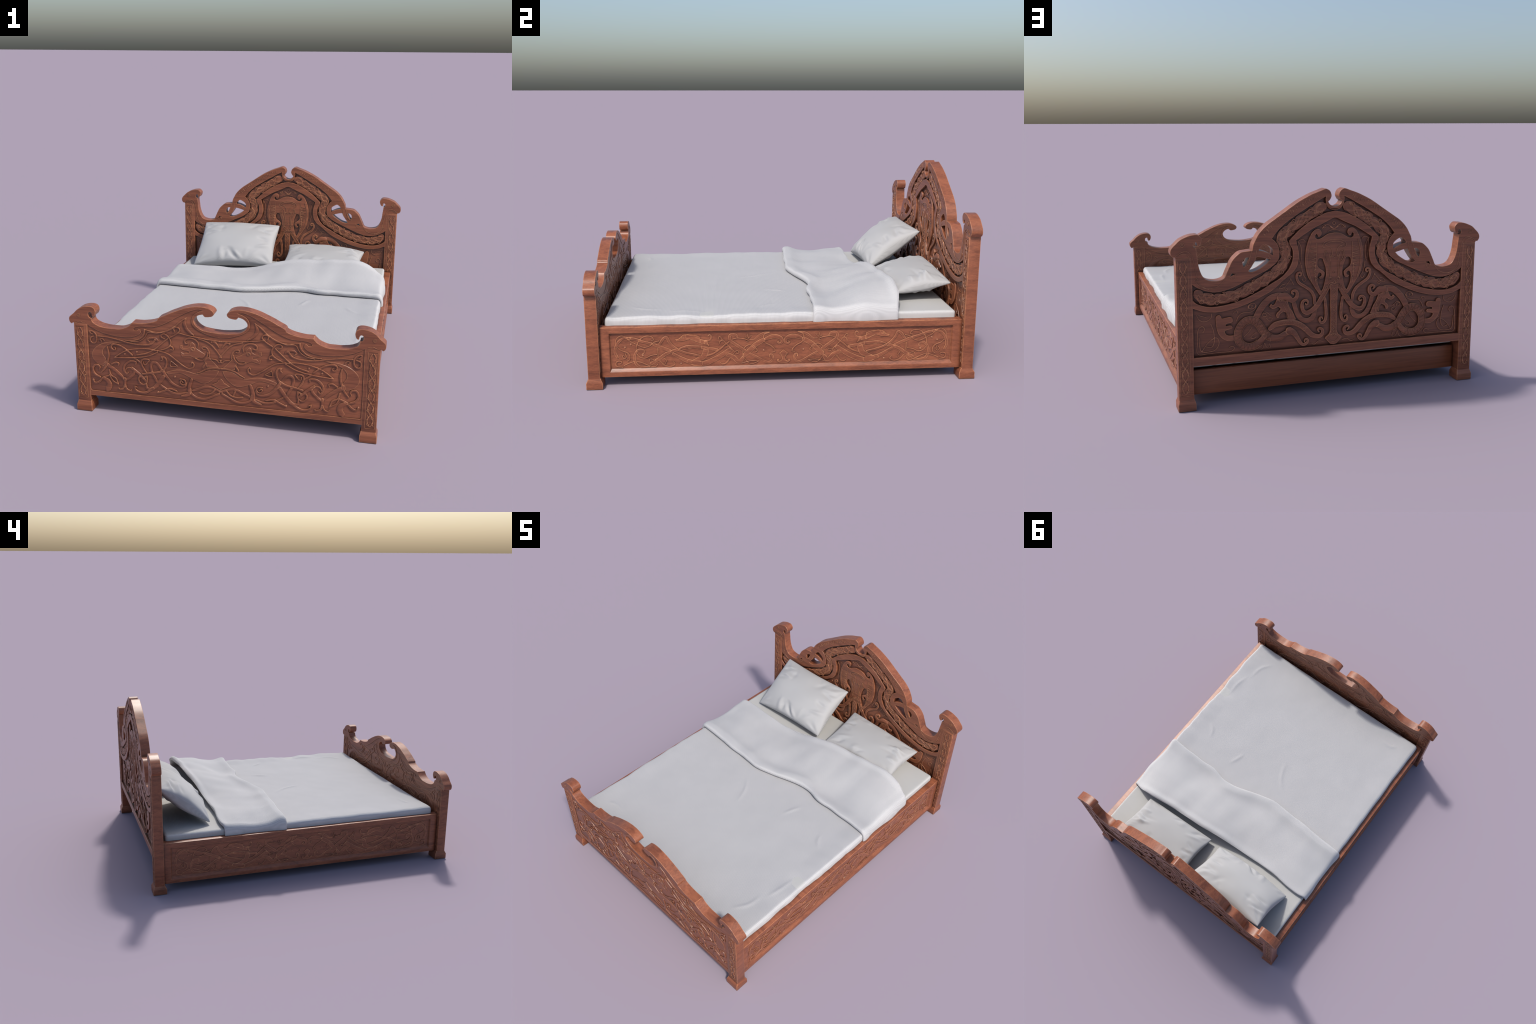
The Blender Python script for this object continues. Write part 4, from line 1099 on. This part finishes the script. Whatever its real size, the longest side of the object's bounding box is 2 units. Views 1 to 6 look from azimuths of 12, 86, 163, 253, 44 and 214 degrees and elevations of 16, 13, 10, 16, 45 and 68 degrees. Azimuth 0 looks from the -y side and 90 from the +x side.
def pillow(bl, br, tr, tl, t_up, t_down, seed, label, folds=(), n=84):
    """Stuffed cushion between four corners: bulging faces, pinched corners, radiating folds."""
    bl, br, tr, tl = map(Vector, (bl, br, tr, tl))
    nrm = ((br - bl).cross(tl - bl)).normalized()
    rnd = random.Random(seed)
    puckers = []
    for side in range(4):
        for _ in range(4):
            puckers.append((side, rnd.uniform(-0.8, 0.8), rnd.uniform(0.05, 0.09), rnd.uniform(0.3, 0.75), rnd.uniform(-0.6, 0.6)))
    puckers = [p + (1.0,) for p in puckers] + [tuple(p) for p in folds]
    bm = bmesh.new()
    grid = {}
    cs = [-math.cos(math.pi*i/n) for i in range(n + 1)]
    cs = [0.88*c + 0.12*(2*i/n - 1) for i, c in enumerate(cs)]
    for face in (1, -1):
        for i, u in enumerate(cs):
            for j, w in enumerate(cs):
                rim = i in (0, n) or j in (0, n)
                key = (0 if rim else face, i, j)
                if key in grid:
                    continue
                uu = u*(1 - 0.080*(1 - w*w)*abs(u)**3)
                ww = w*(1 - 0.085*(1 - u*u)*abs(w)**3)
                # corners rounded
                c = (abs(u)*abs(w))**4
                uu *= 1 - 0.035*c
                ww *= 1 - 0.035*c
                a, b = (uu + 1)/2, (ww + 1)/2
                p = bl*(1 - a)*(1 - b) + br*a*(1 - b) + tr*a*b + tl*(1 - a)*b
                e = max(0.0, (1 - u*u))*max(0.0, (1 - w*w))
                body = e**0.33
                # pinch towards the corners
                body *= 1 - 0.42*(abs(u*w))**1.3
                T = t_up if face > 0 else t_down
                h = T*body
                fold = 0.0
                for side, pos, wd, reach, slant, amount in puckers:
                    d, q = (1 - w, u) if side == 0 else (1 + w, u) if side == 1 else (1 - u, w) if side == 2 else (1 + u, w)
                    if d < reach:
                        g = (q - pos - slant*d)/wd
                        fold += math.exp(-g*g)*math.sin(math.pi*min(1, d/reach))*(1 if (pos*10) % 1 > 0.4 else -1)*amount
                # folds that run out of the corners
                for sx in (-1, 1):
                    for sy in (-1, 1):
                        du, dw = 1 - sx*u, 1 - sy*w
                        dist = math.hypot(du, dw)
                        if dist < 0.75:
                            ang = math.atan2(dw, du)
                            fold += 1.25*math.sin(ang*9 + seed + sx*2 + sy)*math.exp(-((dist - 0.28)/0.16)**2)
                h += 0.0062*fold*min(1, e*2.2) * (1 if face > 0 else 0.8)
                h += 0.005*noise.noise(Vector((u*1.7 + seed, w*1.7, face*2.0)))*min(1, e*4)
                off = nrm*(h*face)
                if rim:
                    off = nrm*(0.006*noise.noise(Vector((u*2.5 + seed, w*2.5, 0.5))))
                grid[key] = bm.verts.new(p + off)
    for face in (1, -1):
        for i in range(n):
            for j in range(n):
                q = []
                for a, b in ((i, j), (i + 1, j), (i + 1, j + 1), (i, j + 1)):
                    rim = a in (0, n) or b in (0, n)
                    q.append(grid[(0 if rim else face, a, b)])
                bm.faces.new(q if face > 0 else q[::-1])
    # stitched seam pressed in just below the rim
    bmesh.ops.recalc_face_normals(bm, faces=bm.faces)
    me = bpy.data.meshes.new("pillow")
    bm.to_mesh(me); bm.free()
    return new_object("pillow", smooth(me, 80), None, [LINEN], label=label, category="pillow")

pillow((-0.640, 0.600, 0.366), (-0.042, 0.606, 0.392), (-0.048, 0.927, 0.622), (-0.632, 0.922, 0.618), 0.086, 0.060, 3, "plump white pillow leaning against the headboard",
       folds=[(1, 0.16, 0.07, 0.62, -0.5, -2.4), (1, 0.27, 0.06, 0.5, -0.6, 1.6), (1, -0.24, 0.06, 0.55, 0.1, -1.8), (1, -0.34, 0.05, 0.45, 0.3, 1.5), (3, 0.46, 0.06, 0.42, 0.5, -2.6), (3, 0.58, 0.06, 0.5, 0.4, 2.2), (2, 0.30, 0.06, 0.5, 0.3, 1.6), (2, -0.2, 0.07, 0.5, -0.3, -1.4)])
pillow((0.015, 0.600, 0.402), (0.572, 0.622, 0.402), (0.585, 0.926, 0.458), (0.010, 0.925, 0.478), 0.066, 0.046, 8, "plump white pillow lying under the blanket fold",
       folds=[(2, 0.15, 0.08, 0.45, 0.5, 2.6), (2, 0.0, 0.07, 0.4, 0.4, -2.4), (2, -0.25, 0.07, 0.4, 0.0, 1.8), (2, 0.5, 0.07, 0.6, -0.5, -1.8), (3, 0.2, 0.07, 0.4, 0.2, 1.4)])
